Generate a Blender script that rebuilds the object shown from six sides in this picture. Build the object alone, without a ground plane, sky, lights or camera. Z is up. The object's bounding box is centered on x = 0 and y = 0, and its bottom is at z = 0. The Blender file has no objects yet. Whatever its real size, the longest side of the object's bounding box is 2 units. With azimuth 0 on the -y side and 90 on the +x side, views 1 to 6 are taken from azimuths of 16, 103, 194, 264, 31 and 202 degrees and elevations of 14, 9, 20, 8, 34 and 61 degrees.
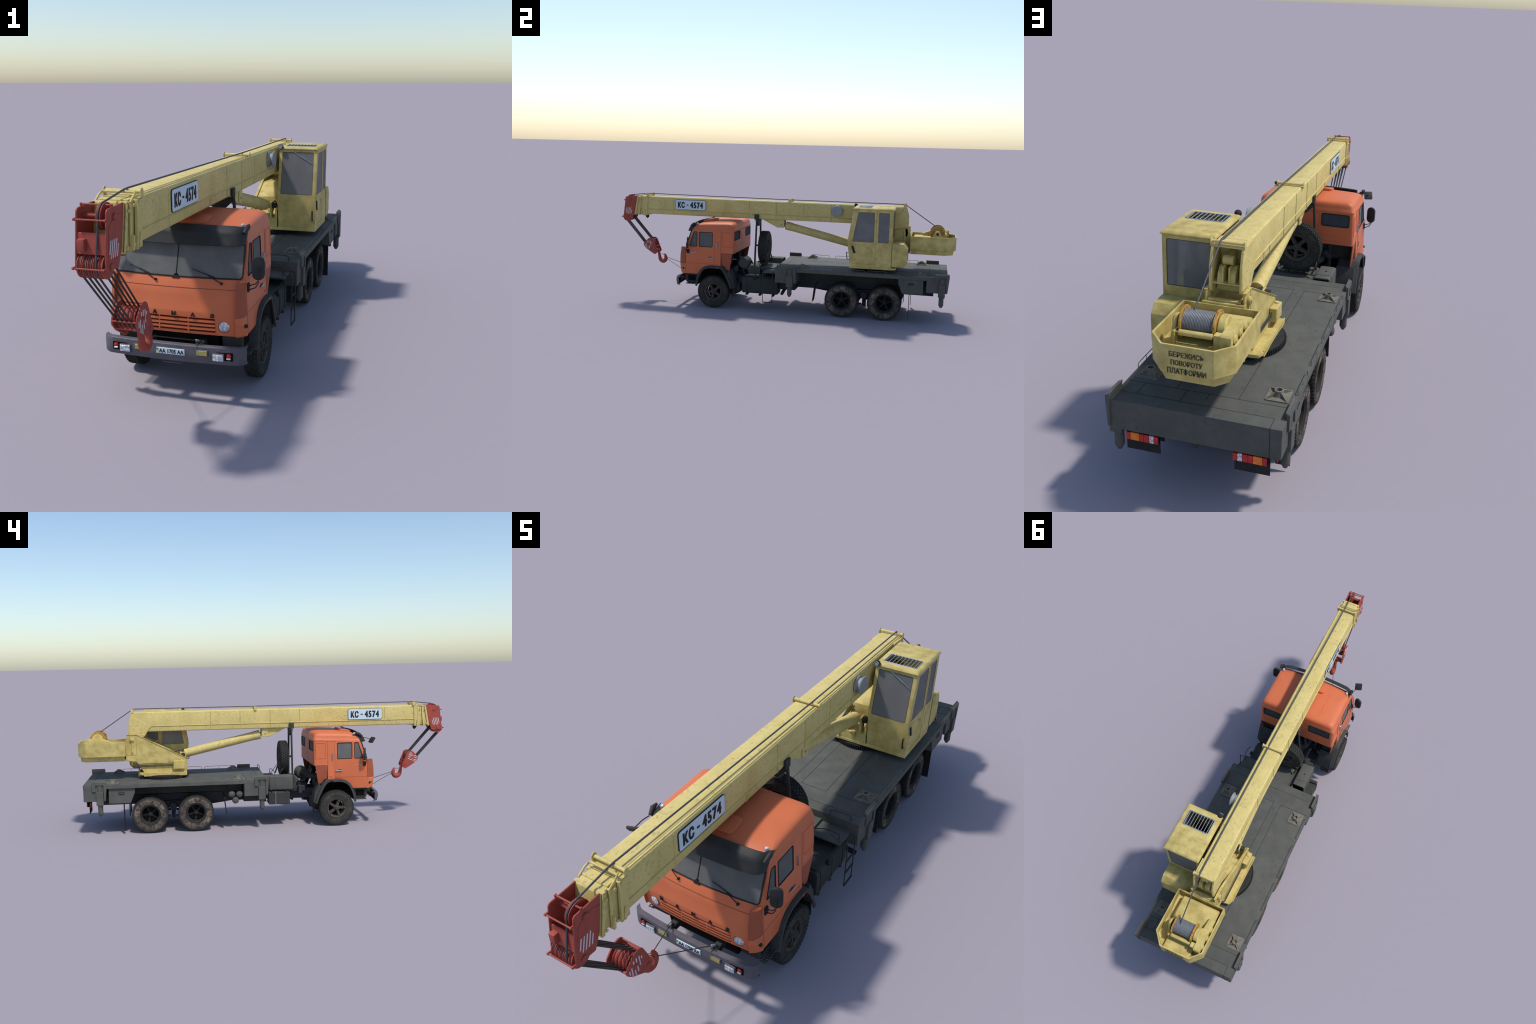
import bpy, bmesh, math, random
from mathutils import Vector, Matrix, noise as mnoise
random.seed(7)
COL = bpy.context.scene.collection
pi = math.pi

# ------------------------------------------------------------------ materials
def srgb(r, g, b):
    def f(c):
        c /= 255.0
        return c / 12.92 if c <= 0.04045 else ((c + 0.055) / 1.055) ** 2.4
    return (f(r), f(g), f(b), 1.0)

class NT:
    def __init__(s, name):
        s.m = bpy.data.materials.new(name); s.m.use_nodes = True
        s.t = s.m.node_tree; s.n = s.t.nodes; s.l = s.t.links
        s.b = s.n['Principled BSDF']
        s.co = s.n.new('ShaderNodeTexCoord').outputs['Object']
    def noise(s, scale, detail=4, rough=0.6, vec=None, stretch=None):
        v = vec or s.co
        if stretch:
            mp = s.n.new('ShaderNodeMapping'); mp.inputs['Scale'].default_value = stretch
            s.l.new(v, mp.inputs['Vector']); v = mp.outputs['Vector']
        t = s.n.new('ShaderNodeTexNoise'); t.inputs['Scale'].default_value = scale
        t.inputs['Detail'].default_value = detail; t.inputs['Roughness'].default_value = rough
        s.l.new(v, t.inputs['Vector']); return t.outputs['Fac']
    def ramp(s, fac, a, b, ca=(0, 0, 0, 1), cb=(1, 1, 1, 1)):
        r = s.n.new('ShaderNodeValToRGB'); e = r.color_ramp.elements
        e[0].position = a; e[0].color = ca; e[1].position = b; e[1].color = cb
        s.l.new(fac, r.inputs['Fac']); return r.outputs['Color']
    def math(s, op, a, b):
        m = s.n.new('ShaderNodeMath'); m.operation = op
        for i, v in enumerate((a, b)):
            if v is None: continue
            if isinstance(v, (int, float)): m.inputs[i].default_value = v
            else: s.l.new(v, m.inputs[i])
        return m.outputs[0]
    def mix(s, fac, a, b):
        m = s.n.new('ShaderNodeMix'); m.data_type = 'RGBA'
        for sock, v in ((m.inputs[0], fac), (m.inputs[6], a), (m.inputs[7], b)):
            if isinstance(v, (int, float, tuple)): sock.default_value = v
            else: s.l.new(v, sock)
        return m.outputs[2]
    def out(s, col, rough=0.6, metal=0.0, spec=0.5, bump=None, bstr=0.2):
        if isinstance(col, tuple): s.b.inputs['Base Color'].default_value = col
        else: s.l.new(col, s.b.inputs['Base Color'])
        if isinstance(rough, (int, float)): s.b.inputs['Roughness'].default_value = rough
        else: s.l.new(rough, s.b.inputs['Roughness'])
        s.b.inputs['Metallic'].default_value = metal
        s.b.inputs['Specular IOR Level'].default_value = spec
        if bump is not None:
            bp = s.n.new('ShaderNodeBump'); bp.inputs['Strength'].default_value = bstr
            bp.inputs['Distance'].default_value = 0.002
            s.l.new(bump, bp.inputs['Height']); s.l.new(bp.outputs['Normal'], s.b.inputs['Normal'])
        return s.m

def worn(name, base, alt, spot, cloud=14, spot_scale=70, spot_lo=0.62, spot_hi=0.70, amount=0.6, rough=0.6, spec=0.3, patch=True, stretch=(1.3, .75, 1.3), gate=(.45, .62)):
    k = NT(name)
    c1 = k.ramp(k.noise(cloud, 5, 0.6), 0.36, 0.68)
    col = k.mix(c1, base, alt)
    f = k.ramp(k.noise(spot_scale, 5, 0.7, stretch=stretch), spot_lo, spot_hi)
    if patch:
        g = k.ramp(k.noise(cloud * 0.9, 2, 0.5, stretch=(1, .8, 1)), *gate)
        f = k.math('MULTIPLY', f, g)
    f = k.math('MULTIPLY', f, amount)
    col = k.mix(f, col, spot)
    return k.out(col, rough, spec=spec)

def plain(name, col, rough=0.5, metal=0.0, spec=0.4, var=0.12, scale=40):
    k = NT(name)
    dark = tuple(c * (1 - var) for c in col[:3]) + (1,)
    lite = tuple(min(1, c * (1 + var)) for c in col[:3]) + (1,)
    return k.out(k.mix(k.ramp(k.noise(scale, 4), 0.35, 0.65), dark, lite), rough, metal, spec)

M = {}
M['boom'] = worn('boom_yellow_paint', srgb(208, 189, 122), srgb(196, 177, 108), srgb(128, 122, 78), cloud=16, spot_scale=85, spot_lo=.53, spot_hi=.67, amount=.55, stretch=(1, .85, 1), gate=(.34, .5))
M['yellow'] = worn('body_yellow_paint', srgb(200, 182, 114), srgb(168, 148, 84), srgb(120, 105, 55), cloud=26, spot_scale=60, spot_lo=.58, spot_hi=.72, amount=.5)
M['ochre'] = worn('rusty_ochre_paint', srgb(190, 150, 70), srgb(164, 120, 52), srgb(96, 66, 38), cloud=60, spot_scale=140, spot_lo=.5, spot_hi=.62, amount=.85, patch=False)
M['orange'] = worn('cab_orange_paint', srgb(203, 109, 69), srgb(197, 103, 64), srgb(150, 78, 50), cloud=9, spot_scale=30, spot_lo=.62, spot_hi=.8, amount=.25, rough=.5, spec=.35)
M['orange_dark'] = plain('flap_orange_paint', srgb(154, 78, 50), .6, var=.06, scale=20)
M['orange_seam'] = plain('seam_shadow_paint', srgb(120, 58, 38), .7, var=.05)  # cab orange darkened to paint the shade in seams and creases
M['red'] = worn('hook_red_paint', srgb(160, 74, 62), srgb(148, 66, 55), srgb(98, 46, 40), cloud=30, spot_scale=90, spot_lo=.6, spot_hi=.72, amount=.6)
M['deck'] = worn('deck_grey_paint', srgb(87, 87, 82), srgb(77, 78, 73), srgb(56, 57, 54), cloud=18, spot_scale=55, spot_lo=.52, spot_hi=.7, amount=.5, rough=.75)
M['deck_dark'] = worn('chassis_grey_paint', srgb(58, 60, 56), srgb(50, 52, 50), srgb(38, 39, 38), cloud=20, spot_scale=60, amount=.5, rough=.8)
M['pad'] = worn('pad_grey_paint', srgb(122, 117, 106), srgb(104, 100, 90), srgb(70, 68, 62), cloud=40, spot_scale=120, spot_lo=.5, spot_hi=.66, amount=.5, rough=.8)
M['frame'] = plain('frame_blue_grey', srgb(48, 48, 55), .7, var=.12)
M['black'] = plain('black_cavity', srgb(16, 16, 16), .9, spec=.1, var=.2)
M['rubber'] = plain('black_rubber', srgb(38, 38, 38), .75, spec=.25, var=.2, scale=60)
M['visor'] = worn('visor_plastic', srgb(40, 41, 42), srgb(48, 48, 48), srgb(64, 63, 60), cloud=30, spot_scale=60, amount=.4, rough=.6)
M['fender'] = worn('fender_rubber', srgb(66, 67, 65), srgb(58, 59, 58), srgb(42, 43, 43), cloud=40, spot_scale=90, amount=.5, rough=.8)
M['bumper'] = worn('bumper_grey_paint', srgb(94, 91, 98), srgb(84, 81, 88), srgb(62, 60, 66), cloud=25, spot_scale=60, amount=.5, rough=.55)
M['chrome'] = plain('worn_chrome', srgb(160, 165, 172), .3, metal=.7, var=.1)
M['steel'] = plain('grey_steel', srgb(140, 146, 152), .5, metal=.2, var=.08)
M['reel'] = plain('reel_grey_paint', srgb(142, 145, 146), .5, var=.08)
M['white'] = plain('stripe_white', srgb(205, 192, 192), .6, var=.08)
M['sign'] = plain('sign_white', srgb(196, 214, 222), .45, var=.04)
M['ink'] = plain('sign_black', srgb(34, 35, 36), .6, var=.05)
M['stencil'] = worn('stencil_ink', srgb(84, 80, 50), srgb(64, 62, 46), srgb(150, 136, 84), cloud=60, spot_scale=160, spot_lo=.52, spot_hi=.6, amount=.6, patch=False)
M['seam'] = plain('panel_gap', srgb(46, 47, 45), .9, var=.05)
M['boom_seam'] = plain('boom_weld_shadow', srgb(150, 134, 78), .8, var=.15)  # boom yellow darkened for drawn shadow lines along ribs and joints
M['plate_blue'] = plain('plate_blue', srgb(70, 140, 200), .5, var=.02)
M['plate_yellow'] = plain('plate_yellow', srgb(235, 215, 30), .5, var=.02)
M['lens_red'] = plain('lens_red', srgb(180, 18, 14), .25, spec=.6, var=.25, scale=120)
M['lens_amber'] = plain('lens_amber', srgb(226, 118, 18), .25, spec=.6, var=.2, scale=120)
M['lens_orange'] = plain('lens_orange', srgb(200, 80, 30), .35, spec=.5, var=.1)
M['lens_fog'] = plain('lens_fog', srgb(158, 148, 80), .35, spec=.6, var=.25, scale=300)

def glass_lens(name):
    k = NT(name)
    v = k.n.new('ShaderNodeTexVoronoi'); v.inputs['Scale'].default_value = 150; k.l.new(k.co, v.inputs['Vector'])
    c = k.ramp(v.outputs['Distance'], 0.1, 0.7, srgb(236, 240, 243), srgb(158, 164, 172))
    return k.out(c, .15, metal=.1, spec=.8, bump=v.outputs['Distance'], bstr=.25)
M['lens_clear'] = glass_lens('lens_clear')

def dark_glass(name, a, b):
    k = NT(name)
    c = k.mix(k.ramp(k.noise(22, 4, .6), .35, .7), a, b)
    m = k.out(c, .12, spec=.3)
    k.b.inputs['Transmission Weight'].default_value = .3; k.b.inputs['IOR'].default_value = 1.03
    return m
M['glass'] = dark_glass('dusty_window_glass', srgb(114, 114, 114), srgb(128, 127, 125))
M['glass_dark'] = dark_glass('dark_window_glass', srgb(78, 84, 92), srgb(88, 93, 100))
def cab_glass(name):
    k = NT(name)
    m = k.out(k.mix(k.ramp(k.noise(16, 3), .35, .7), srgb(158, 158, 158), srgb(170, 169, 168)), .03, spec=.3)
    k.b.inputs['Transmission Weight'].default_value = .62
    k.b.inputs['IOR'].default_value = 1.03
    return m
M['cabglass'] = cab_glass('tinted_cab_glass')

def tyre_mat(name, dust):
    k = NT(name)
    sep = k.n.new('ShaderNodeSeparateXYZ'); k.l.new(k.co, sep.inputs[0])
    r = k.math('SQRT', k.math('ADD', k.math('MULTIPLY', sep.outputs[1], sep.outputs[1]), k.math('MULTIPLY', sep.outputs[2], sep.outputs[2])), None)
    ring = k.ramp(r, .050, .060)
    ring2 = k.ramp(r, .076, .086, (1, 1, 1, 1), (0, 0, 0, 1))
    f = k.math('MULTIPLY', k.math('MULTIPLY', ring, ring2), dust)
    blot = k.ramp(k.noise(75, 6, .75), .40, .62)
    big = k.ramp(k.noise(16, 3, .6), .3, .65)
    f = k.math('MULTIPLY', f, k.math('MULTIPLY', blot, big))
    dust2 = k.math('MULTIPLY', k.ramp(k.noise(28, 4), .4, .7), .45 * dust + .12)
    base = k.mix(dust2, srgb(50, 51, 49), srgb(76, 69, 58))
    col = k.mix(f, base, srgb(150, 130, 116))
    return k.out(col, .9, spec=.15, bump=k.noise(120, 4), bstr=.3)
M['tyre_muddy'] = tyre_mat('muddy_tyre_rubber', .95)
M['tyre_clean'] = tyre_mat('worn_tyre_rubber', .22)
M['rim_brown'] = worn('dusty_rim_paint', srgb(84, 76, 68), srgb(68, 62, 57), srgb(42, 39, 37), cloud=60, spot_scale=150, spot_lo=.5, spot_hi=.65, amount=.6, rough=.8, patch=False)
M['rim_dark'] = worn('dark_rim_paint', srgb(44, 42, 40), srgb(34, 33, 32), srgb(24, 23, 22), cloud=60, spot_scale=150, amount=.5, rough=.85, patch=False)

def rope_mat(name, a, b):
    k = NT(name)
    w = k.n.new('ShaderNodeTexWave'); w.bands_direction = 'DIAGONAL'; w.inputs['Scale'].default_value = 120
    w.inputs['Distortion'].default_value = 3; w.inputs['Detail'].default_value = 2; w.inputs['Detail Scale'].default_value = 3
    k.l.new(k.co, w.inputs['Vector'])
    return k.out(k.mix(w.outputs['Fac'], a, b), .6, metal=.2, spec=.4)
M['rope'] = rope_mat('steel_rope', srgb(48, 48, 52), srgb(98, 97, 102))
M['rope_dark'] = rope_mat('greasy_rope', srgb(26, 26, 26), srgb(78, 74, 68))
M['rope_new'] = plain('drum_rope', srgb(116, 118, 122), .5, metal=.15, var=.12, scale=120)

# ------------------------------------------------------------------ object helpers
ROOT = bpy.data.objects.new('truck_crane', None); COL.objects.link(ROOT)
ROOT.empty_display_size = .1
ROOT["label"] = "orange six-wheeled truck carrying a yellow telescopic crane with red hook"
ROOT["category"] = "truck crane"

def finish(name, me, mat, parent=None, smooth=35, loc=None):
    for mt in (mat if isinstance(mat, (list, tuple)) else [mat]):
        me.materials.append(M[mt] if isinstance(mt, str) else mt)
    if smooth:
        me.shade_smooth(); me.set_sharp_from_angle(angle=math.radians(smooth))
    o = bpy.data.objects.new(name, me); COL.objects.link(o)
    o.parent = parent or ROOT
    if loc: o.location = loc
    return o

def from_bm(name, bm, mat, parent=None, smooth=35, bevel=0, seg=1):
    bmesh.ops.recalc_face_normals(bm, faces=bm.faces)
    if bevel:
        es = [e for e in bm.edges if len(e.link_faces) == 2 and e.calc_face_angle(0) > math.radians(28)]
        bmesh.ops.bevel(bm, geom=es, offset=bevel, segments=seg, profile=.6, affect='EDGES', clamp_overlap=True)
    me = bpy.data.meshes.new(name); bm.to_mesh(me); bm.free()
    return finish(name, me, mat, parent, smooth)

def add_box(bm, x0, x1, y0, y1, z0, z1, mx=None):
    vs = [bm.verts.new((x, y, z)) for x in (x0, x1) for y in (y0, y1) for z in (z0, z1)]
    for f in ((0, 1, 3, 2), (4, 6, 7, 5), (0, 4, 5, 1), (2, 3, 7, 6), (0, 2, 6, 4), (1, 5, 7, 3)):
        bm.faces.new([vs[i] for i in f])
    if mx:
        for v in vs: v.co = mx @ v.co
    return vs

def add_prism(bm, poly, axis, a, b, fa=None, fb=None):
    """poly: 2D points; axis x -> (y,z), y -> (x,z), z -> (x,y). fa/fb: optional per-point offsets"""
    def P(p, t):
        if axis == 'x': return (t, p[0], p[1])
        if axis == 'y': return (p[0], t, p[1])
        return (p[0], p[1], t)
    A = [bm.verts.new(P(p, fa(p) if fa else a)) for p in poly]
    B = [bm.verts.new(P(p, fb(p) if fb else b)) for p in poly]
    n = len(poly)
    bm.faces.new(A); bm.faces.new(B[::-1])
    for i in range(n):
        j = (i + 1) % n
        bm.faces.new((A[j], A[i], B[i], B[j]))

def frame_to(p0, p1):
    d = (Vector(p1) - Vector(p0))
    q = d.to_track_quat('Z', 'X')
    return Matrix.Translation(Vector(p0)) @ q.to_matrix().to_4x4(), d.length

def add_lathe(bm, prof, mx, seg=24, closed=False):
    """prof: (r, h) along local z"""
    rings = []
    for r, h in prof:
        if r < 1e-6: rings.append([bm.verts.new(mx @ Vector((0, 0, h)))])
        else: rings.append([bm.verts.new(mx @ Vector((r * math.cos(2 * pi * i / seg), r * math.sin(2 * pi * i / seg), h))) for i in range(seg)])
    pairs = list(zip(rings, rings[1:]))
    if closed: pairs.append((rings[-1], rings[0]))
    for A, B in pairs:
        if len(A) == 1 and len(B) == 1: continue
        for i in range(seg):
            j = (i + 1) % seg
            if len(A) == 1: bm.faces.new((A[0], B[j], B[i]))
            elif len(B) == 1: bm.faces.new((A[i], A[j], B[0]))
            else: bm.faces.new((A[i], A[j], B[j], B[i]))

def add_cyl(bm, p0, p1, r, seg=20, ch=0):
    mx, L = frame_to(p0, p1)
    ch = min(ch, r * .5, L * .4)
    if ch: pr = [(0, 0), (r - ch, 0), (r, ch), (r, L - ch), (r - ch, L), (0, L)]
    else: pr = [(0, 0), (r, 0), (r, L), (0, L)]
    add_lathe(bm, pr, mx, seg)

def smooth_path(pts, n=6):
    """Catmull-Rom through the points"""
    P = [Vector(p) for p in pts]; P = [2 * P[0] - P[1]] + P + [2 * P[-1] - P[-2]]
    out = []
    for i in range(1, len(P) - 2):
        a, b, c, d = P[i - 1:i + 3]
        for k in range(n):
            t = k / n
            out.append(.5 * ((2 * b) + (c - a) * t + (2 * a - 5 * b + 4 * c - d) * t * t + (3 * b - a - 3 * c + d) * t ** 3))
    out.append(P[-2]); return out

def add_tube(bm, pts, r, seg=8, closed=False):
    P = [Vector(p) for p in pts]; n = len(P)
    rad = r if isinstance(r, (list, tuple)) else [r] * n
    up = None; rings = []
    for i in range(n):
        if closed: t = P[(i + 1) % n] - P[i - 1]
        else: t = P[min(i + 1, n - 1)] - P[max(i - 1, 0)]
        t.normalize()
        if up is None: up = t.orthogonal().normalized()
        up = (up - t * up.dot(t)).normalized(); s = t.cross(up)
        # keep the wall radius true round sharp bends
        k = 1.0
        if 0 < i < n - 1 or closed:
            a = (P[i] - P[i - 1]).normalized(); b = (P[(i + 1) % n] - P[i]).normalized()
            k = 1 / max(.6, math.sqrt(max(0, (1 + a.dot(b)) / 2)))
        rings.append([bm.verts.new(P[i] + (up * math.cos(2 * pi * j / seg) + s * math.sin(2 * pi * j / seg)) * rad[i] * (k if seg > 3 else 1)) for j in range(seg)])
    prs = list(zip(rings, rings[1:]))
    if closed: prs.append((rings[-1], rings[0]))
    for A, B in prs:
        for j in range(seg):
            bm.faces.new((A[j], A[(j + 1) % seg], B[(j + 1) % seg], B[j]))
    if not closed: bm.faces.new(rings[0][::-1]); bm.faces.new(rings[-1])

def box(name, x0, x1, y0, y1, z0, z1, mat, parent=None, bevel=.0015, seg=1):
    bm = bmesh.new(); add_box(bm, x0, x1, y0, y1, z0, z1)
    return from_bm(name, bm, mat, parent, bevel=bevel, seg=seg)
def boxes(name, lst, mat, parent=None, bevel=.001):
    bm = bmesh.new()
    for b in lst: add_box(bm, *b)
    return from_bm(name, bm, mat, parent, bevel=bevel)
def prism(name, poly, axis, a, b, mat, parent=None, bevel=.0012, seg=1, fa=None, fb=None, smooth=35):
    bm = bmesh.new(); add_prism(bm, poly, axis, a, b, fa, fb)
    return from_bm(name, bm, mat, parent, bevel=bevel, seg=seg, smooth=smooth)
def cyl(name, p0, p1, r, mat, parent=None, seg=24, ch=.001):
    bm = bmesh.new(); add_cyl(bm, p0, p1, r, seg, ch)
    return from_bm(name, bm, mat, parent)
def tube(name, pts, r, mat, parent=None, seg=8, closed=False):
    bm = bmesh.new(); add_tube(bm, pts, r, seg, closed)
    return from_bm(name, bm, mat, parent, smooth=50)
def tubes(name, paths, r, mat, parent=None, seg=8):
    bm = bmesh.new()
    for p in paths: add_tube(bm, p, r, seg)
    return from_bm(name, bm, mat, parent, smooth=50)
def lathe(name, prof, p0, p1, mat, parent=None, seg=32, closed=False):
    bm = bmesh.new(); mx, _ = frame_to(p0, p1); add_lathe(bm, prof, mx, seg, closed)
    return from_bm(name, bm, mat, parent)
def rrect(a0, a1, b0, b1, r, n=4):
    """rounded rectangle"""
    out = []
    for cx, cy, s in ((a1 - r, b1 - r, 0), (a0 + r, b1 - r, 1), (a0 + r, b0 + r, 2), (a1 - r, b0 + r, 3)):
        for i in range(n + 1):
            t = (s + i / n) * pi / 2
            out.append((cx + r * math.cos(t), cy + r * math.sin(t)))
    return out
def rpoly(poly, r, n=3):
    """round the corners of a polygon"""
    out = []; m = len(poly)
    for i in range(m):
        a, b, c = Vector(poly[i - 1]), Vector(poly[i]), Vector(poly[(i + 1) % m])
        u = (a - b); v = (c - b); k = min(r, u.length * .45, v.length * .45)
        s = b + u.normalized() * k; e = b + v.normalized() * k
        for j in range(n + 1):
            t = j / n; out.append(tuple((1 - t) ** 2 * s + 2 * t * (1 - t) * b + t * t * e))
    return out
def inset_poly(poly, d):
    """move every edge of a polygon inwards by d"""
    m = len(poly); P = [Vector(p) for p in poly]
    area = sum(P[i - 1].x * P[i].y - P[i].x * P[i - 1].y for i in range(m)); sg = 1 if area > 0 else -1
    out = []
    for i in range(m):
        e1 = (P[i] - P[i - 1]).normalized(); e2 = (P[(i + 1) % m] - P[i]).normalized()
        n1 = Vector((-e1.y, e1.x)) * sg; n2 = Vector((-e2.y, e2.x)) * sg
        b = (n1 + n2); k = d / max(.35, 1 + n1.dot(n2))
        out.append(tuple(P[i] + b * k))
    return out

def text(name, body, origin, ux, uy, width, height, depth, mat, parent=None, bold=0.0, spacing=1.0):
    """lettering fitted to width x height, centred on origin; ux/uy are its reading and up directions"""
    cu = bpy.data.curves.new('lettering', 'FONT'); cu.body = body; cu.offset = bold; cu.space_character = spacing
    cu.resolution_u = 3
    tmp = bpy.data.objects.new('lettering', cu); COL.objects.link(tmp)
    dg = bpy.context.evaluated_depsgraph_get()
    src = bpy.data.meshes.new_from_object(tmp.evaluated_get(dg)); bpy.data.objects.remove(tmp); bpy.data.curves.remove(cu)
    bm = bmesh.new(); bm.from_mesh(src); bpy.data.meshes.remove(src)
    xs = [v.co.x for v in bm.verts]; ys = [v.co.y for v in bm.verts]
    x0, x1, y0, y1 = min(xs), max(xs), min(ys), max(ys)
    ux, uy = Vector(ux).normalized(), Vector(uy).normalized(); uz = ux.cross(uy)
    o = Vector(origin)
    for v in bm.verts:
        a = (v.co.x - (x0 + x1) / 2) / (x1 - x0) * width; b = (v.co.y - (y0 + y1) / 2) / (y1 - y0) * height
        v.co = o + ux * a + uy * b + uz * depth
    r = bmesh.ops.extrude_face_region(bm, geom=bm.faces[:])
    for g in r['geom']:
        if isinstance(g, bmesh.types.BMVert): g.co -= uz * (depth + .0008)
    bmesh.ops.recalc_face_normals(bm, faces=bm.faces)
    me = bpy.data.meshes.new(name); bm.to_mesh(me); bm.free()
    return finish(name, me, mat, parent, smooth=0)

def boolean(o, cutters, op='DIFFERENCE'):
    for c in cutters:
        md = o.modifiers.new('cut', 'BOOLEAN'); md.operation = op; md.object = c; md.solver = 'EXACT'
    dg = bpy.context.evaluated_depsgraph_get(); dg.update()
    me = bpy.data.meshes.new_from_object(o.evaluated_get(dg))
    o.modifiers.clear(); old = o.data; o.data = me; bpy.data.meshes.remove(old)
    me.shade_smooth(); me.set_sharp_from_angle(angle=math.radians(30))
    for c in cutters: bpy.data.objects.remove(c)

# ================================================================== CAB
def Xs(z): return .2005 - (z - .2) * .045
def lerp_tab(t, tab):
    if t <= tab[0][0]: return tab[0][1]
    for (a, va), (b, vb) in zip(tab, tab[1:]):
        if t <= b: return va + (vb - va) * (t - a) / (b - a)
    return tab[-1][1]
FRONT = [(.19, -.5535), (.235, -.5580), (.258, -.5595), (.268, -.5565), (.325, -.5480), (.348, -.5350), (.455, -.4985)]
BOW = [(.29, .0075), (.348, .0125)]
def Yf(x, z): return lerp_tab(z, FRONT) + lerp_tab(z, BOW) * (x / .18) ** 2
def cab_ring(z, yc, bow, ya, xs, yr, rc):
    xf = xs - .024; pts = []
    for i in range(7):
        x = xf * i / 6; pts.append((x, yc + bow * (x / .18) ** 2))
    s = Vector(pts[-1]); e = Vector((xs, ya)); c = Vector((xs - .004, s.y + .006))
    for i in range(1, 5):
        t = i / 4; pts.append(tuple((1 - t) ** 2 * s + 2 * t * (1 - t) * c + t * t * e))
    for i in range(1, 6): pts.append((xs, ya + (yr - rc - ya) * i / 5))
    for i in range(1, 5):
        a = i / 4 * pi / 2; pts.append((xs - rc + rc * math.cos(a), yr - rc + rc * math.sin(a)))
    for i in range(1, 5): pts.append(((xs - rc) * (1 - i / 4), yr))
    half = pts
    full = half + [(-x, y) for x, y in half[-2:0:-1]]
    return [(x, y, z + .04 * (y + .36) * max(0, min(1, (z - .34) / .1))) for x, y in full]
def loft(bm, rings, cap0=True, cap1=True):
    R = [[bm.verts.new(p) for p in r] for r in rings]
    n = len(R[0])
    for A, B in zip(R, R[1:]):
        for i in range(n): bm.faces.new((A[i], A[(i + 1) % n], B[(i + 1) % n], B[i]))
    if cap0: bm.faces.new(R[0][::-1])
    if cap1: bm.faces.new(R[-1])
bm = bmesh.new(); rings = []
for z in (.193, .235, .256, .261, .268, .30, .325, .348, .38, .42, .450):
    ya = lerp_tab(z, [(.345, -.517), (.450, -.483)])
    rings.append(cab_ring(z, lerp_tab(z, FRONT), lerp_tab(z, BOW), ya, Xs(z), -.233, .010))
loft(bm, rings)
cab = from_bm('cab', bm, 'orange', smooth=40)
WV = rpoly([(-.4985, .3535), (-.4525, .3535), (-.4525, .4375), (-.4720, .4375)], .004)
WD = rrect(-.4385, -.3595, .3535, .4375, .004)
WS = rrect(-.1865, .1865, .3495, .4435, .009, 4)
WB = [rrect(-.1735, -.0655, .3945, .4435, .006), rrect(.0655, .1735, .3945, .4435, .006)]
def cutter(poly, axis, a, b):
    o = prism('cutter', poly, axis, a, b, 'orange', bevel=0); return o
boolean(cab, [cutter([(-.447, .17), (-.444, .194), (-.428, .219), (-.405, .236), (-.375, .245), (-.3065, .246), (-.3065, .3205), (-.20, .3205), (-.20, .17)], 'x', -.3, .3),
              cutter(rrect(-.121, .118, .2005, .2415, .002, 2), 'y', -.60, -.541)])
bm = bmesh.new(); rings = []
for z in (.328, .348, .40, .4465):
    ya = lerp_tab(z, [(.345, -.517), (.450, -.483)])
    rings.append(cab_ring(z, lerp_tab(z, FRONT) + .007, lerp_tab(z, BOW), ya + .004, Xs(z) - .007, -.239, .010))
loft(bm, rings); cavity = from_bm('cutter', bm, 'orange', smooth=0)
boolean(cab, [cavity, cutter(WV, 'x', -.3, .3), cutter(WD, 'x', -.3, .3), cutter(WS, 'y', -.60, -.46)] + [cutter(w, 'y', -.27, -.20) for w in WB])

# roof shell
bm = bmesh.new(); rings = []
for z, yc, bow, ya, inx, yr, rc in ((.4475, -.4995, .0125, -.484, -.0018, -.2312, .012), (.4515, -.4985, .0125, -.482, -.0018, -.2312, .012), (.4540, -.497, .0125, -.481, .0005, -.2332, .012),
                                  (.4700, -.4915, .0150, -.470, .0025, -.2350, .016), (.4790, -.480, .020, -.452, .0055, -.2375, .020),
                                  (.4850, -.466, .024, -.432, .0110, -.2420, .022), (.4890, -.444, .027, -.412, .0210, -.2500, .024), (.4915, -.410, .022, -.388, .042, -.266, .03), (.4935, -.37, .01, -.36, .09, -.30, .02)):
    rings.append(cab_ring(z, yc, bow, ya, .189 - inx, yr, rc))
loft(bm, rings)
roof = from_bm('roof', bm, 'orange', cab, smooth=50)
prism('roof_hatch', rrect(-.068, .062, -.462, -.398, .012), 'z', .482, .4955, 'orange', cab, bevel=.003, seg=3)
for v in bpy.data.objects['roof_hatch'].data.vertices: v.co.z += (v.co.y + .43) * .16
tubes('roof_rib', [[(s * .100, y, lerp_tab(y, [(-.43, .4835), (-.40, .4905), (-.36, .4935), (-.30, .4965), (-.27, .4945)])) for y in (-.43, -.41, -.38, -.34, -.30, -.27)] for s in (-1, 1)], .0014, 'orange', cab)

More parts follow.
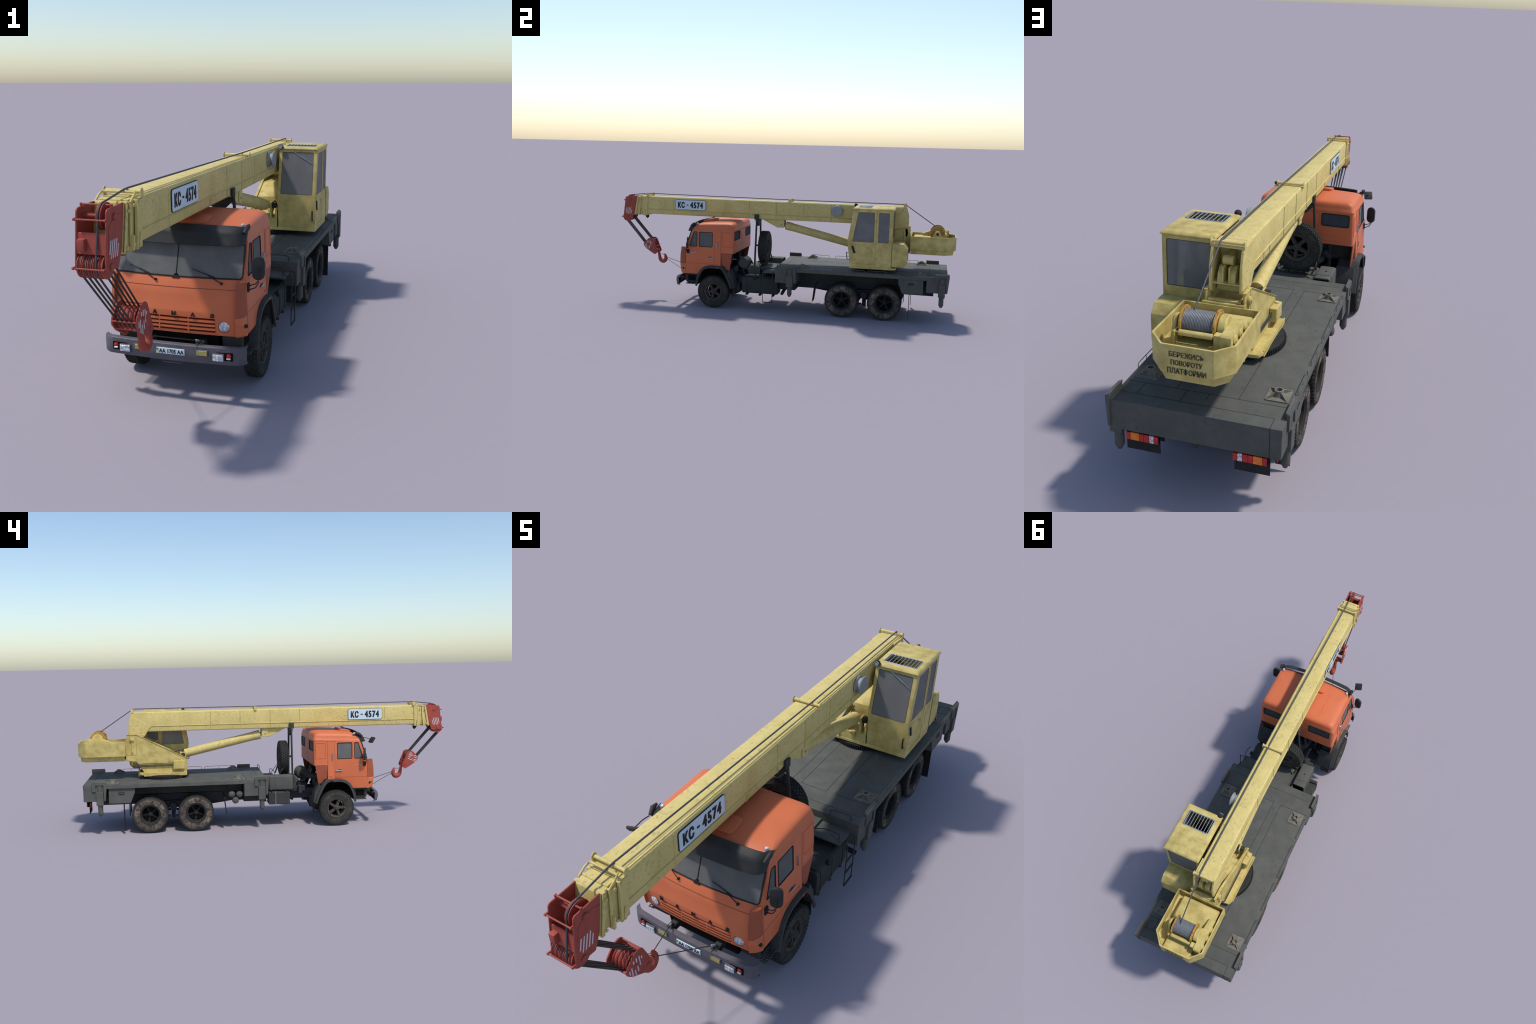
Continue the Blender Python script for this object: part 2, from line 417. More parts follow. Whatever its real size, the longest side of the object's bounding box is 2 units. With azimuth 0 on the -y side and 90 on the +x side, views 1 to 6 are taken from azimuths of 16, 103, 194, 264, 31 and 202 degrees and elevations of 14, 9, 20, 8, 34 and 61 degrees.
# windscreen and its gasket follow the bowed front
def dense(poly, step=.008):
    out = []
    for a, b in zip(poly, poly[1:] + poly[:1]):
        a, b = Vector(a), Vector(b); n = max(1, int((b - a).length / step))
        out += [tuple(a.lerp(b, i / n)) for i in range(n)]
    return out
WSO = dense(WS)
def front_patch(name, x0, x1, z0, z1, out, mat, parent, r=.008, nx=24, nz=10, thick=.003, slant=0.0):
    """slab that follows the bowed cab front, outlined by a rounded rectangle that narrows upwards"""
    bm = bmesh.new(); g = []
    for j in range(nz + 1):
        row = []
        for i in range(nx + 1):
            u = i / nx; v = j / nz; z = z0 + (z1 - z0) * v
            dz = min(z - z0, z1 - z); cut = 0
            if dz < r: cut = r - math.sqrt(max(0, r * r - (r - dz) ** 2))
            a = x0 + cut + slant * v; b = x1 - cut - slant * v; x = a + (b - a) * u
            row.append(bm.verts.new((x, Yf(x, z) - out, z)))
        g.append(row)
    for j in range(nz):
        for i in range(nx): bm.faces.new((g[j][i], g[j][i + 1], g[j + 1][i + 1], g[j + 1][i]))
    ret = bmesh.ops.extrude_face_region(bm, geom=bm.faces[:])
    for v in ret['geom']:
        if isinstance(v, bmesh.types.BMVert): v.co.y += thick + out
    return from_bm(name, bm, mat, parent, smooth=40)
tube('windscreen_gasket', [(x, Yf(x, z) - .0008, z) for x, z in WSO], .0022, 'rubber', cab, 8, True)
tube('windscreen_divider', [(0, Yf(0, z) - .0012, z) for z in (.3495, .38, .41, .4435)], .0018, 'rubber', cab, 6)
front_patch('windscreen', -.1865, -.0013, .3495, .4435, .0014, 'glass', cab, r=.009)
front_patch('windscreen', .0013, .1865, .3495, .4435, .0014, 'glass', cab, r=.009)
box('windscreen_catch', -.011, .011, Yf(0, .345) - .0025, Yf(0, .345) + .002, .3435, .3465, 'rubber', cab, .001)
# hood parting lines
tubes('panel_seam', [[(x, Yf(x, .3225) - .0002, .3225) for x in [-.174 + .348 * i / 16 for i in range(17)]]], .0007, 'orange_seam', cab, 6)
# wipers
for s, bx in ((-1, -.058), (1, .132)):
    p0 = Vector((bx, Yf(bx, .338) - .004, .338))
    p1 = Vector((bx - .050, Yf(bx - .05, .362) - .0035, .362)); p2 = Vector((bx - .085, Yf(bx - .085, .368) - .0035, .371))
    b2 = Vector((bx - .022, Yf(bx - .022, .352) - .0035, .353))
    bm = bmesh.new(); add_tube(bm, [p0, p1], .0013, 6); add_tube(bm, [b2, p2], .0010, 6); add_cyl(bm, p0 + Vector((0, .004, 0)), p0 - Vector((0, .003, 0)), .0033, 12)
    from_bm('wiper', bm, 'rubber', cab)
# grille
box('grille_backing', -.1205, .1175, -.5425, -.539, .2, .242, 'black', cab, 0)
for zc in (.2325, .2210, .2095):
    bm = bmesh.new()
    for i in range(12):
        xa = -.1205 + .238 * i / 12; xb = -.1205 + .238 * (i + 1) / 12
        vs = add_box(bm, xa, xb, -.0145, 0, zc - .0032, zc + .0032)
        for v in vs: v.co.y += Yf(v.co.x, zc) + .0145 - .0008
    bmesh.ops.remove_doubles(bm, verts=bm.verts, dist=1e-5)
    from_bm('grille_slat', bm, 'orange', cab)
for xc in (-.045, .0405):
    box('grille_bar', xc - .0018, xc + .0018, Yf(xc, .22) - .0005, Yf(xc, .22) + .012, .2, .242, 'orange', cab, .0005)
# lettering on the nose
for ch, x in zip("КАМАЗ", (-.1125, -.0565, -.0005, .0550, .1105)):
    text('letter', ch, (x, Yf(x, .2505) - .0005, .2505), (1, 0.14 * x / .11, 0), (0, 0, 1), .0115, .0115, .0025, 'ink', cab, bold=.035)
# corner wings: dark wind vane above, stepped orange corner block below
WY = [(.193, -.5535), (.226, -.5585), (.250, -.5605), (.300, -.5585), (.345, -.5520)]
for s in (-1, 1):
    bm = bmesh.new(); R = []
    for z in (.2492, .27, .30, .325, .3460):
        y0 = lerp_tab(z, WY); xo = Xs(z) + .0008
        ring = [(.1775, y0 - .0010), (.1885, y0 + .0090), (.1965, y0 + .0220), (xo + .0006, -.5205), (xo - .004, -.5195), (.1800, -.5300), (.1760, y0 + .006)]
        R.append([(s * x, y, z) for x, y in (ring if s > 0 else ring[::-1])])
    loft(bm, R)
    vane = from_bm('wind_vane', bm, 'orange_dark', cab, smooth=40)
    bm = bmesh.new(); R = []
    for z in (.1915, .196, .2255, .2270, .2440, .2490):
        y0 = lerp_tab(z, WY) - .0004; xo = Xs(z) + .0006
        cx = .1955 if .2265 <= z <= .2445 else .1895
        bot = .004 if z < .195 else 0
        ring = [(.1770, y0 + bot), (cx, y0 + .0085 + bot), (xo, -.5300 + bot), (xo, -.5200), (xo - .005, -.5195), (.180, -.530), (.1765, y0 + .008)]
        R.append([(s * x, y, z) for x, y in (ring if s > 0 else ring[::-1])])
    loft(bm, R)
    from_bm('cab_wing', bm, 'orange', cab, smooth=25)
    cyl('marker_light', (s * .1930, -.5300, .2215), (s * .2035, -.5350, .2215), .0055, 'rubber', cab, 14)
    for z in (.3245, .2040): cyl('wing_stud', (s * .196, -.5235, z), (s * (Xs(z) + .0022), -.5245, z), .0013, 'orange', cab, 8, 0)
# headlights
for s in (-1, 1):
    x = s * .144; y = Yf(.144, .221); nrm = Vector((s * .16, -1, 0)).normalized(); c = Vector((x, y, .221))
    lathe('headlight_rim', [(.0145, .0005), (.0168, .0005), (.0172, .0022), (.0160, .0034), (.0148, .0022)], c - nrm * .002, c + nrm * .01, 'orange_seam', cab, 32, True)  # rim tinted dark orange to draw the shading ring round the lens
    lathe('headlight', [(0, -.002), (.0158, -.002), (.0156, .0020), (.012, .0038), (.006, .0048), (0, .0051)], c - nrm * .0015, c + nrm * .01, 'lens_clear', cab, 32)

# side panels: everything on the sloping side plane
def side_slab(name, poly, s, out, thick, mat, parent=cab, bevel=.0008, seg=1):
    return prism(name, poly, 'x', 0, 0, mat, parent, bevel, seg, fa=lambda p: s * (Xs(p[1]) + out), fb=lambda p: s * (Xs(p[1]) + out - thick))
arch_edge = [(-.443, .1945), (-.427, .2205), (-.404, .2375), (-.376, .2465)]
for s in (-1, 1):
    door = rpoly([(-.5165, .1945), (-.5165, .346), (-.4835, .4455), (-.3440, .4465), (-.3440, .2485)][::-1] , .006) 
    dpoly = [(-.5165, .1945), (-.5165, .345), (-.487, .437), (-.481, .4445), (-.349, .4465), (-.3440, .442), (-.3440, .2515), (-.347, .2485)] + arch_edge[::-1]
    d = side_slab('door', dpoly, s, .0018, .006, 'orange', bevel=.0014, seg=2)
    boolean(d, [cutter(WV, 'x', s * .1, s * .3), cutter(WD, 'x', s * .1, s * .3)])
    for nm, w in (('vent_window', WV), ('door_window', WD)):
        tube('window_gasket', [(s * (Xs(z) + .0018), y, z) for y, z in w], .0017, 'rubber', d, 8, True)
        side_slab(nm, inset_poly(w, -.0005), s, .0006, .0025, 'glass', d, 0)
    # drawn shade of the stamped door line and handle recess; handle, trim strip
    side_slab('painted_crease_shadow', [(-.5155, .2545), (-.345, .2545), (-.345, .2555), (-.5155, .2555)], s, .0022, .003, 'orange_seam', d, 0)
    side_slab('painted_recess_shadow', rrect(-.381, -.362, .2865, .2975, .004), s, .0021, .003, 'orange_seam', d, 0)
    x = s * (Xs(.29) + .0055)
    bm = bmesh.new(); add_box(bm, x - .002, x + .002, -.384, -.347, .2875, .2925)
    from_bm('door_handle', bm, 'chrome', d, bevel=.001)
    x = s * (Xs(.317) + .002)
    box('trim_strip', x - .0012, x + .0014, -.492, -.455, .3145, .3180, 'chrome', d, .0004)
    # pillar handle, repeater, rear quarter panel
    x = s * (Xs(.365) + .005)
    tube('grab_handle', [(s * Xs(.38), -.333, .381), (x, -.333, .380), (x, -.333, .350), (s * Xs(.35), -.333, .349)], .0018, 'chrome', cab)
    cyl('turn_repeater', (s * Xs(.262), -.325, .262), (s * (Xs(.262) + .0035), -.325, .262), .0034, 'lens_amber', cab, 12)
    side_slab('panel_seam', [(-.3085, .25), (-.3072, .25), (-.3072, .4485), (-.3085, .4485)], s, .0006, .002, 'orange_seam', bevel=0)
    bm = bmesh.new()
    po = rrect(-.2995, -.2400, .356, .4425, .006); pin = inset_poly(po, .0045)
    for k, (a, b) in enumerate(zip(po, po[1:] + po[:1])):
        a2, b2 = pin[k], pin[(k + 1) % len(po)]
        q = [(s * (Xs(p[1]) + o), p[0], p[1]) for p, o in ((a, .0002), (b, .0002), (b2, .0002), (a2, .0002))]
        m1 = ((a[0] + a2[0]) / 2, (a[1] + a2[1]) / 2); m2 = ((b[0] + b2[0]) / 2, (b[1] + b2[1]) / 2)
        va = [bm.verts.new(p) for p in ((s * (Xs(a[1]) - .001), *a), (s * (Xs(b[1]) - .001), *b), (s * (Xs(m2[1]) + .0022), *m2), (s * (Xs(m1[1]) + .0022), *m1), (s * (Xs(b2[1]) - .001), *b2), (s * (Xs(a2[1]) - .001), *a2))]
        bm.faces.new((va[0], va[1], va[2], va[3])); bm.faces.new((va[3], va[2], va[4], va[5]))
    bmesh.ops.remove_doubles(bm, verts=bm.verts, dist=1e-6)
    from_bm('quarter_panel_moulding', bm, 'orange', cab, smooth=60)
    # flap behind the wheel
    prism('cab_flap', rpoly([(-.3070, .3195), (-.2400, .3195), (-.2560, .2215), (-.2730, .2215), (-.2880, .2440), (-.3070, .2475)], .005), 'x', 0, 0, 'orange_dark', cab, .0008,
          fa=lambda p: s * (Xs(.32) - .0005 - (.3195 - p[1]) * .07), fb=lambda p: s * (Xs(.32) - .0045 - (.3195 - p[1]) * .07))
    for y in (-.2905, -.256):
        box('flap_bolt', s * Xs(.323) - .002, s * Xs(.323) + .002, y - .0022, y + .0022, .3205, .3255, 'steel', cab, .0005)
# back wall
for w in WB:
    tube('window_gasket', [(x, -.2328, z) for x, z in w], .0018, 'rubber', cab, 8, True)
    prism('cab_window', inset_poly(w, -.0005), 'y', -.2365, -.2340, 'glass_dark', cab, 0)
# seats, dashboard and wheel seen through the glass
bm = bmesh.new()
for x in (-.11, .11):
    add_box(bm, x - .05, x + .05, -.42, -.33, .327, .352); add_box(bm, x - .045, x + .045, -.335, -.315, .345, .43)
add_box(bm, -.17, .17, -.515, -.49, .327, .347)
from_bm('seat', bm, 'rubber', cab, bevel=.006)
tube('steering_wheel', [(.11 + .045 * math.cos(t), -.468 + .035 * math.sin(t), .366 - .02 * math.sin(t)) for t in [2 * pi * i / 24 for i in range(24)]], .003, 'black', cab, 8, True)
box('cabin_floor', -.18, .18, -.505, -.245, .3282, .3300, 'rubber', cab, 0)
prism('pressed_panel', rrect(-.053, .053, .392, .444, .008), 'y', -.236, -.2316, 'orange', cab, .0012, 2)
for z in (.3655, .3385):
    prism('pressed_rib', rrect(-.172, .172, z - .006, z + .006, .003), 'y', -.236, -.2317, 'orange', cab, .001)
# sun visor over the windscreen
bm = bmesh.new(); rings = []
N = 28
for i in range(N + 1):
    u = -1 + 2 * i / N; a = abs(u); x = .1965 * u if a < .9 else math.copysign(.1965 * .9 + (a - .9) * .10, u)
    bk = 0 if a < .78 else ((a - .78) / .22) ** 2 * .040
    yb = -.5275 + .012 * u * u + bk * .62; yt = -.489 + .016 * u * u + bk * .75
    zb = .4385 + .002 * a; zt = .4885 - .003 * u * u - (.006 * ((a - .8) / .2) if a > .8 else 0)
    ym = (yb + yt) / 2 - .011; zm = (zb + zt) / 2 + .004
    outer = [(yb, zb), (yb + .006, zb + .014), (ym + .004, zm), (ym + .0045, zm + .002), (ym + .014, zm + .012), (yt, zt)]
    inner = [(y + .004, z - .002) for y, z in outer[::-1]]
    rings.append([(x, y, z) for y, z in outer + inner])
loft(bm, rings)
visor = from_bm('sun_visor', bm, 'visor', cab, smooth=40)
for s in (-1, 1):
    tube('visor_cap', [(s * .1835, -.492, .470), (s * .1880, -.474, .484), (s * .1870, -.458, .4865)], [.006, .0075, .004], 'visor', cab, 10)
    lathe('marker_lamp', [(0, 0), (.0062, 0), (.0062, .005), (.0045, .0085), (0, .0095)], (s * .169, -.456, .480), (s * .169, -.460, .50), 'lens_clear', cab, 16)
# mirrors
def tilt_box(name, c, sx, sy, sz, rot, mat, parent, r):
    bm = bmesh.new(); add_prism(bm, rrect(-sx / 2, sx / 2, -sz / 2, sz / 2, r, 5), 'y', -sy / 2, sy / 2)
    mx = Matrix.Translation(c) @ rot
    for v in bm.verts: v.co = mx @ v.co
    return from_bm(name, bm, mat, parent, bevel=.002, seg=2)
for s in (-1, 1):
    c = Vector((s * .2250, -.4985, .3780))
    rot = Matrix.Rotation(s * .35, 4, 'Z')
    tilt_box('wing_mirror', c, .035, .010, .066, rot, 'visor', cab, .0165)
    bm = bmesh.new()
    add_tube(bm, [(s * .2000, -.506, .329), (s * .2180, -.507, .335), (s * .2290, -.506, .348), (s * .2295, -.5055, .382)], .0016, 8)
    add_tube(bm, [(s * .2000, -.506, .317), (s * .2190, -.507, .325), (s * .2285, -.506, .342)], .0016, 8)
    add_box(bm, s * .198 - .003, s * .198 + .003, -.512, -.498, .3115, .3355)
    from_bm('mirror_arm', bm, 'rubber', cab)
tilt_box('kerb_mirror', Vector((-.2010, -.5440, .4490)), .034, .008, .034, Matrix.Rotation(.35, 4, 'Z') @ Matrix.Rotation(.65, 4, 'X'), 'visor', cab, .004)
tube('mirror_arm', [(-.190, -.490, .464), (-.196, -.512, .461), (-.200, -.540, .452)], .0016, 'rubber', cab)

# lower skirt and entry step
for s in (-1, 1):
    prism('entry_step', [(-.5290, .1925), (-.4450, .1940), (-.4450, .1320), (-.4560, .1290), (-.5080, .1300), (-.5200, .1420)], 'x', s * .128, s * .1860, 'deck_dark', bevel=.003, seg=2)
    box('step_recess', s * .1862 - .0015, s * .1862 + .0015, -.508, -.462, .150, .182, 'black', bevel=.001)
    tubes('step_tread', [[(s * .186, y, .1335), (s * .2050, y, .1335)] for y in [-.514 + .0085 * i for i in range(7)]] + [[(s * .2050, -.516, .1335), (s * .2050, -.461, .1335)], [(s * .1950, -.516, .1335), (s * .1950, -.461, .1335)]], .0018, 'fender')
    # wheel-arch mudguard
    fo = .006 if s < 0 else 0
    path = [(-.4585, .1240), (-.4545, .1560), (-.4440, .1880), (-.4270, .2180), (-.4040, .2365), (-.3760, .2455), (-.3400, .2465), (-.3060, .2455), (-.2860, .2330), (-.2660, .2020), (-.2480, .1660), (-.2320, .1240)]
    P = [Vector(p) for p in smooth_path([(a, b, 0) for a, b in path], 3)]
    c = Vector((-.348, .10, 0))
    inn = []
    for i, p in enumerate(P):
        t = (P[min(i + 1, len(P) - 1)] - P[max(i - 1, 0)]).normalized(); n = Vector((t.y, -t.x, 0))
        inn.append(p + n * .0135)
    bm = bmesh.new()
    xin, xo = s * (.128 + fo), s * (.2080 + fo)
    rings = []
    for p, q in zip(P, inn):
        mid = p + (q - p) * .25
        rings.append([(xin, p.x, p.y), (xo - s * .004, p.x, p.y), (xo + s * .0045, mid.x, mid.y), (xo + s * .0045, q.x, q.y), (xo - s * .001, q.x, q.y), (xo - s * .003, mid.x, mid.y), (xin, mid.x, mid.y)])
    loft(bm, rings)
    from_bm('mudguard', bm, 'fender', smooth=40)
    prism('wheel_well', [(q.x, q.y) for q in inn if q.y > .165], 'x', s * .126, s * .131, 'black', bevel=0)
    box('reflector', s * (.2125 + fo) - .0012, s * (.2125 + fo) + .0015, -.332, -.316, .2355, .2395, 'lens_orange' if s > 0 else 'black', bevel=.0004)
    # mud flap and well wall behind the wheel
    prism('mudguard_apron', [(-.2320, .1260), (-.2380, .1260), (-.2700, .2050), (-.2600, .2250), (-.2350, .1800), (-.2260, .1200)], 'x', s * (.125 + fo), s * (.200 + fo), 'fender', bevel=.001)
    box('mud_flap', s * (.150 + fo), s * (.195 + fo), -.2345, -.2315, .070, .128, 'rubber', bevel=.0005)

# ================================================================== BUMPER
bm = bmesh.new(); rings = []
def Yb(x):
    a = abs(x) / .209
    return -.5895 + .013 * a * a + (.014 * ((a - .88) / .12) ** 2 if a > .88 else 0)
for i in range(41):
    x = -.209 + .418 * i / 40; y = Yb(x)
    rings.append([(x, y + .002, .1710), (x, y, .1690), (x, y - .0010, .150), (x, y, .1250), (x, y + .002, .1220), (x, y + .016, .1220), (x, y + .016, .1245), (x, y + .004, .1260), (x, y + .004, .1675), (x, y + .016, .1685), (x, y + .016, .1710)])
loft(bm, rings)
bumper = from_bm('bumper', bm, 'bumper', smooth=40)
for s in (-1, 1):
    y = Yb(.15)
    box('lamp_recess', s * .1490 - .0275, s * .1490 + .0275, y - .0022, y + .006, .1360, .1580, 'black', bumper, .0005)
    box('daylight_housing', s * .1370 - .0168, s * .1370 + .0168, y - .0085, y + .004, .1330, .1555, 'bumper', bumper, .0015)
    box('driving_lamp', s * .1370 - .0148, s * .1370 + .0148, y - .0098, y - .006, .1352, .1533, 'lens_clear', bumper, .001)
    box('fog_lamp_frame', s * .0910 - .0168, s * .0910 + .0168, Yb(.09) - .0045, Yb(.09) + .003, .1445, .1620, 'bumper', bumper, .001)
    box('fog_lamp', s * .0910 - .0150, s * .0910 + .0150, Yb(.09) - .0056, Yb(.09) - .002, .1463, .1602, 'lens_fog', bumper, .0006)
    lathe('marker_lens', [(0, -.001), (.0072, -.001), (.0068, .004), (.004, .006), (0, .0065)], (s * .1660, y + .001, .1500), (s * .1660, y - .02, .1500), 'lens_red', bumper, 18)
    box('marker_lens_base', s * .1660 - .006, s * .1660 + .006, y - .0062, y, .1410, .1455, 'lens_clear', bumper, .0008)
    bm = bmesh.new()
    for dx, z in ((.1350, .1650), (.1395, .1650), (.1645, .1645), (.1645, .1330)):
        add_cyl(bm, (s * dx, Yb(dx) + .001, z), (s * dx, Yb(dx) - .0016, z), .0011, 8)
    from_bm('bumper_bolt', bm, 'chrome', bumper)
    # bracket that holds the tie-down
    box('bumper_bracket', s * .0760 - .010, s * .0760 + .010, -.580, -.480, .150, .1735, 'deck_dark', bumper, .002)
    bm = bmesh.new(); add_cyl(bm, (s * .0760 - .004, -.567, .1760), (s * .0760 + .004, -.567, .1760), .0055, 12)
    add_box(bm, s * .076 - .006, s * .076 + .006, -.572, -.561, .172, .177)
    from_bm('shackle', bm, 'deck_dark', bumper, bevel=.0008)
box('number_plate', -.0415, .0415, Yb(0) - .0030, Yb(0) + .0, .1415, .1585, 'sign', bumper, .0006)
box('plate_stripe', -.0405, -.0355, Yb(0) - .0036, Yb(0) - .002, .1500, .1577, 'plate_blue', bumper, 0)
box('plate_stripe', -.0405, -.0355, Yb(0) - .0036, Yb(0) - .002, .1423, .1500, 'plate_yellow', bumper, 0)
text('plate_number', 'AA 1705 AA', (.0030, Yb(0) - .0030, .1500), (1, 0, 0), (0, 0, 1), .0720, .0120, .0008, 'ink', bumper, bold=.022)
tube('tow_loop', [(-.033, -.578, .124), (-.026, -.580, .113), (.026, -.580, .113), (.033, -.578, .124)], .0014, 'bumper', bumper)

# ================================================================== CHASSIS
bm = bmesh.new()
for s in (-1, 1):
    add_box(bm, s * .056 - .009, s * .056 + .009, -.505, .895, .128, .180)
for y in (-.47, -.22, .02, .27, .52, .76, .88): add_box(bm, -.05, .05, y - .012, y + .012, .135, .172)
chassis = from_bm('chassis_frame', bm, 'frame', bevel=.002)
prism('radiator', [(-.535, .195), (-.47, .195), (-.47, .115), (-.520, .120)], 'x', -.118, .118, 'black', chassis, .002)
bm = bmesh.new()
add_box(bm, -.050, .050, -.470, -.270, .140, .215); add_box(bm, -.070, .070, -.440, -.320, .205, .265)
add_box(bm, -.038, .038, -.225, -.100, .120, .205); add_cyl(bm, (0, -.10, .155), (0, .02, .150), .030, 18)
for s in (-1, 1):
    for i in range(4): add_cyl(bm, (s * .07, -.42 + .045 * i, .27), (s * .105, -.42 + .045 * i, .245), .016, 12)
engine = from_bm('engine', bm, 'frame', chassis, bevel=.004)
bm = bmesh.new()
for pth in ([(.03, -.24, .31), (.05, -.235, .27), (.09, -.23, .26)], [(-.05, -.245, .31), (-.06, -.22, .255), (-.03, -.20, .22)], [(.06, -.215, .215), (.075, -.19, .18), (.07, -.15, .165)]):
    add_tube(bm, smooth_path(pth, 5), .0065, 8)
for s in (-1, 1):
    add_cyl(bm, (s * .095, -.290, .18), (s * .095, -.290, .30), .008, 12)
    add_box(bm, s * .10 - .022, s * .10 + .022, -.275, -.225, .085, .150)
from_bm('engine_hose', bm, 'deck_dark', chassis, bevel=0)
# inner floor of the cab
box('engine_cover', -.120, .120, -.500, -.345, .195, .318, 'black', chassis, .004)
boxes('bay_wall', [(-.1930, .1930, -.3062, -.3040, .2470, .3203), (-.190, -.100, -.3120, -.3080, .235, .3205), (.100, .190, -.3120, -.3080, .235, .3205), (-.19, .19, -.312, -.234, .3170, .3203)], 'deck_dark', chassis)
# air cleaner
bm = bmesh.new()
add_lathe(bm, [(0, 0), (.026, 0), (.031, .004), (.033, .012), (.0335, .022), (.0355, .024), (.0355, .027), (.0335, .029), (.0335, .062), (.0355, .064), (.0355, .067), (.033, .069), (.030, .086), (.022, .092), (0, .092)], frame_to((.088, -.203, .2520), (-.06, -.203, .2520))[0], 28)
cleaner = from_bm('air_cleaner', bm, 'deck', smooth=35)
tube('intake_pipe', smooth_path([(.01, -.203, .254), (-.025, -.208, .256), (-.055, -.235, .246), (-.062, -.275, .240)], 6), .0165, 'deck_dark', cleaner, 14)
bm = bmesh.new()
add_tube(bm, smooth_path([(.02, -.170, .26), (.022, -.160, .235), (.018, -.163, .215)], 5), .004, 8)
add_cyl(bm, (.018, -.163, .214), (.018, -.163, .226), .008, 12)
add_tube(bm, [(-.085, -.165, .20), (-.085, -.165, .225), (-.085, -.20, .226)], .003, 8)
add_cyl(bm, (-.085, -.165, .205), (-.085, -.165, .219), .008, 12)
from_bm('vacuum_valve', bm, 'rubber', cleaner)
# suspension, axles, drive shaft
bm = bmesh.new()
for y in (-.35, .395, .632):
    add_cyl(bm, (-.150, y, .0935), (.150, y, .0935), .016 if y > 0 else .012, 16)
    if y > 0:
        add_lathe(bm, [(0, -.034), (.02, -.032), (.036, -.018), (.038, 0), (.036, .018), (.02, .032), (0, .034)], Matrix.Translation((0, y, .0935)), 20)
    else: add_box(bm, -.165, .145, y - .013, y + .013, .056, .082)
add_tube(bm, [(0, .02, .150), (0, .395, .10), (0, .632, .10)], .011, 10)
for s in (-1, 1):
    add_cyl(bm, (s * .075, .5135, .118), (s * .125, .5135, .118), .020, 16)
    for k in range(4):
        L = .15 - .03 * k
        pts = [(s * .088, .5135 - L + 2 * L * i / 8, .142 - .007 * k - .028 * ((i - 4) / 4 * L / .15) ** 2) for i in range(9)]
        for a, b in zip(pts, pts[1:]):
            mx, ln = frame_to(a, b); add_box(bm, -.0028, .0028, -.013, .013, 0, ln, mx)
        L = .115 - .022 * k
        pts = [(s * .088, -.35 - L + 2 * L * i / 8, .104 + .006 * k + .022 * ((i - 4) / 4 * L / .115) ** 2) for i in range(9)]
        for a, b in zip(pts, pts[1:]):
            mx, ln = frame_to(a, b); add_box(bm, -.0028, .0028, -.011, .011, 0, ln, mx)
    add_cyl(bm, (s * .10, -.30, .10), (s * .075, -.29, .19), .008, 12)
    add_tube(bm, [(s * .085, .50, .06), (s * .085, .39, .066)], .006, 8); add_tube(bm, [(s * .085, .53, .06), (s * .085, .63, .066)], .006, 8)
    add_box(bm, s * .085 - .008, s * .085 + .008, .503, .524, .05, .12)
from_bm('axle_and_springs', bm, 'frame', chassis, bevel=0)

# ================================================================== WHEELS
TR, TW = .0935, .040
AXX = -.0105   # the axles stand a little to one side of the cab's centre line
def tyre_mesh():
    bm = bmesh.new()
    W = .58
    prof = [(r_, x_ * W) for r_, x_ in [(.050, -.030), (.056, -.034), (.068, -.0395), (.078, -.0400), (.0855, -.0370), (.0885, -.0335), (.0900, -.030), (.0905, 0), (.0900, .030), (.0885, .0335), (.0855, .0370), (.078, .0400), (.068, .0395), (.056, .034), (.050, .030), (.048, .027), (.048, -.027)]]
    mx = Matrix.Rotation(pi / 2, 4, 'Y')
    add_lathe(bm, prof, mx, 64, True)
    # raised bead ring on both walls
    for s in (-1, 1):
        add_lathe(bm, [(.0705, s * .0390 * W), (.0715, s * .0412 * W), (.0735, s * .0412 * W), (.0745, s * .0390 * W)], mx, 64)
        add_lathe(bm, [(.0545, s * .0325 * W), (.0555, s * .0360 * W), (.0585, s * .0370 * W), (.0600, s * .0350 * W)], mx, 64)
    # staggered hexagonal tread blocks
    n = 44
    rows = ((-.0150, .0066, .5), (-.0050, .0052, 0), (.0050, .0052, .5), (.0150, .0066, 0))
    for xc, w, off in rows:
        for i in range(n):
            a0 = 2 * pi * (i + off) / n
            hw = w * .9; hl = pi / n * .84
            top = []; bot = []
            for k in range(6):
                t = k * pi / 3 + pi / 6
                dx = hw * math.sin(t) * (1.0); da = hl * math.cos(t) * 1.16
                x = xc + dx
                rr = TR - (max(0, abs(x) - .015) ** 2) * 30
                rb = .0885 - max(0, abs(x) - .017) * .55
                th = a0 + da
                top.append(bm.verts.new((xc + dx * .88, rr * math.cos(a0 + da * .88), rr * math.sin(a0 + da * .88))))
                bot.append(bm.verts.new((x, rb * math.cos(th), rb * math.sin(th))))
            bm.faces.new(top)
            for k in range(6): bm.faces.new((bot[k], bot[(k + 1) % 6], top[(k + 1) % 6], top[k]))
    # shoulder lugs
    for s in (-1, 1):
        for i in range(n):
            a0 = 2 * pi * (i + (.5 if s < 0 else 0) + .5) / n
            mxl = Matrix.Rotation(a0, 4, 'X')
            add_box(bm, s * .0205 - .0015, s * .0205 + .0014, -.0036, .0036, .082, .0898, mxl)
    bmesh.ops.recalc_face_normals(bm, faces=bm.faces)
    me = bpy.data.meshes.new('tyre'); bm.to_mesh(me); bm.free()
    me.shade_smooth(); me.set_sharp_from_angle(angle=math.radians(32)); return me
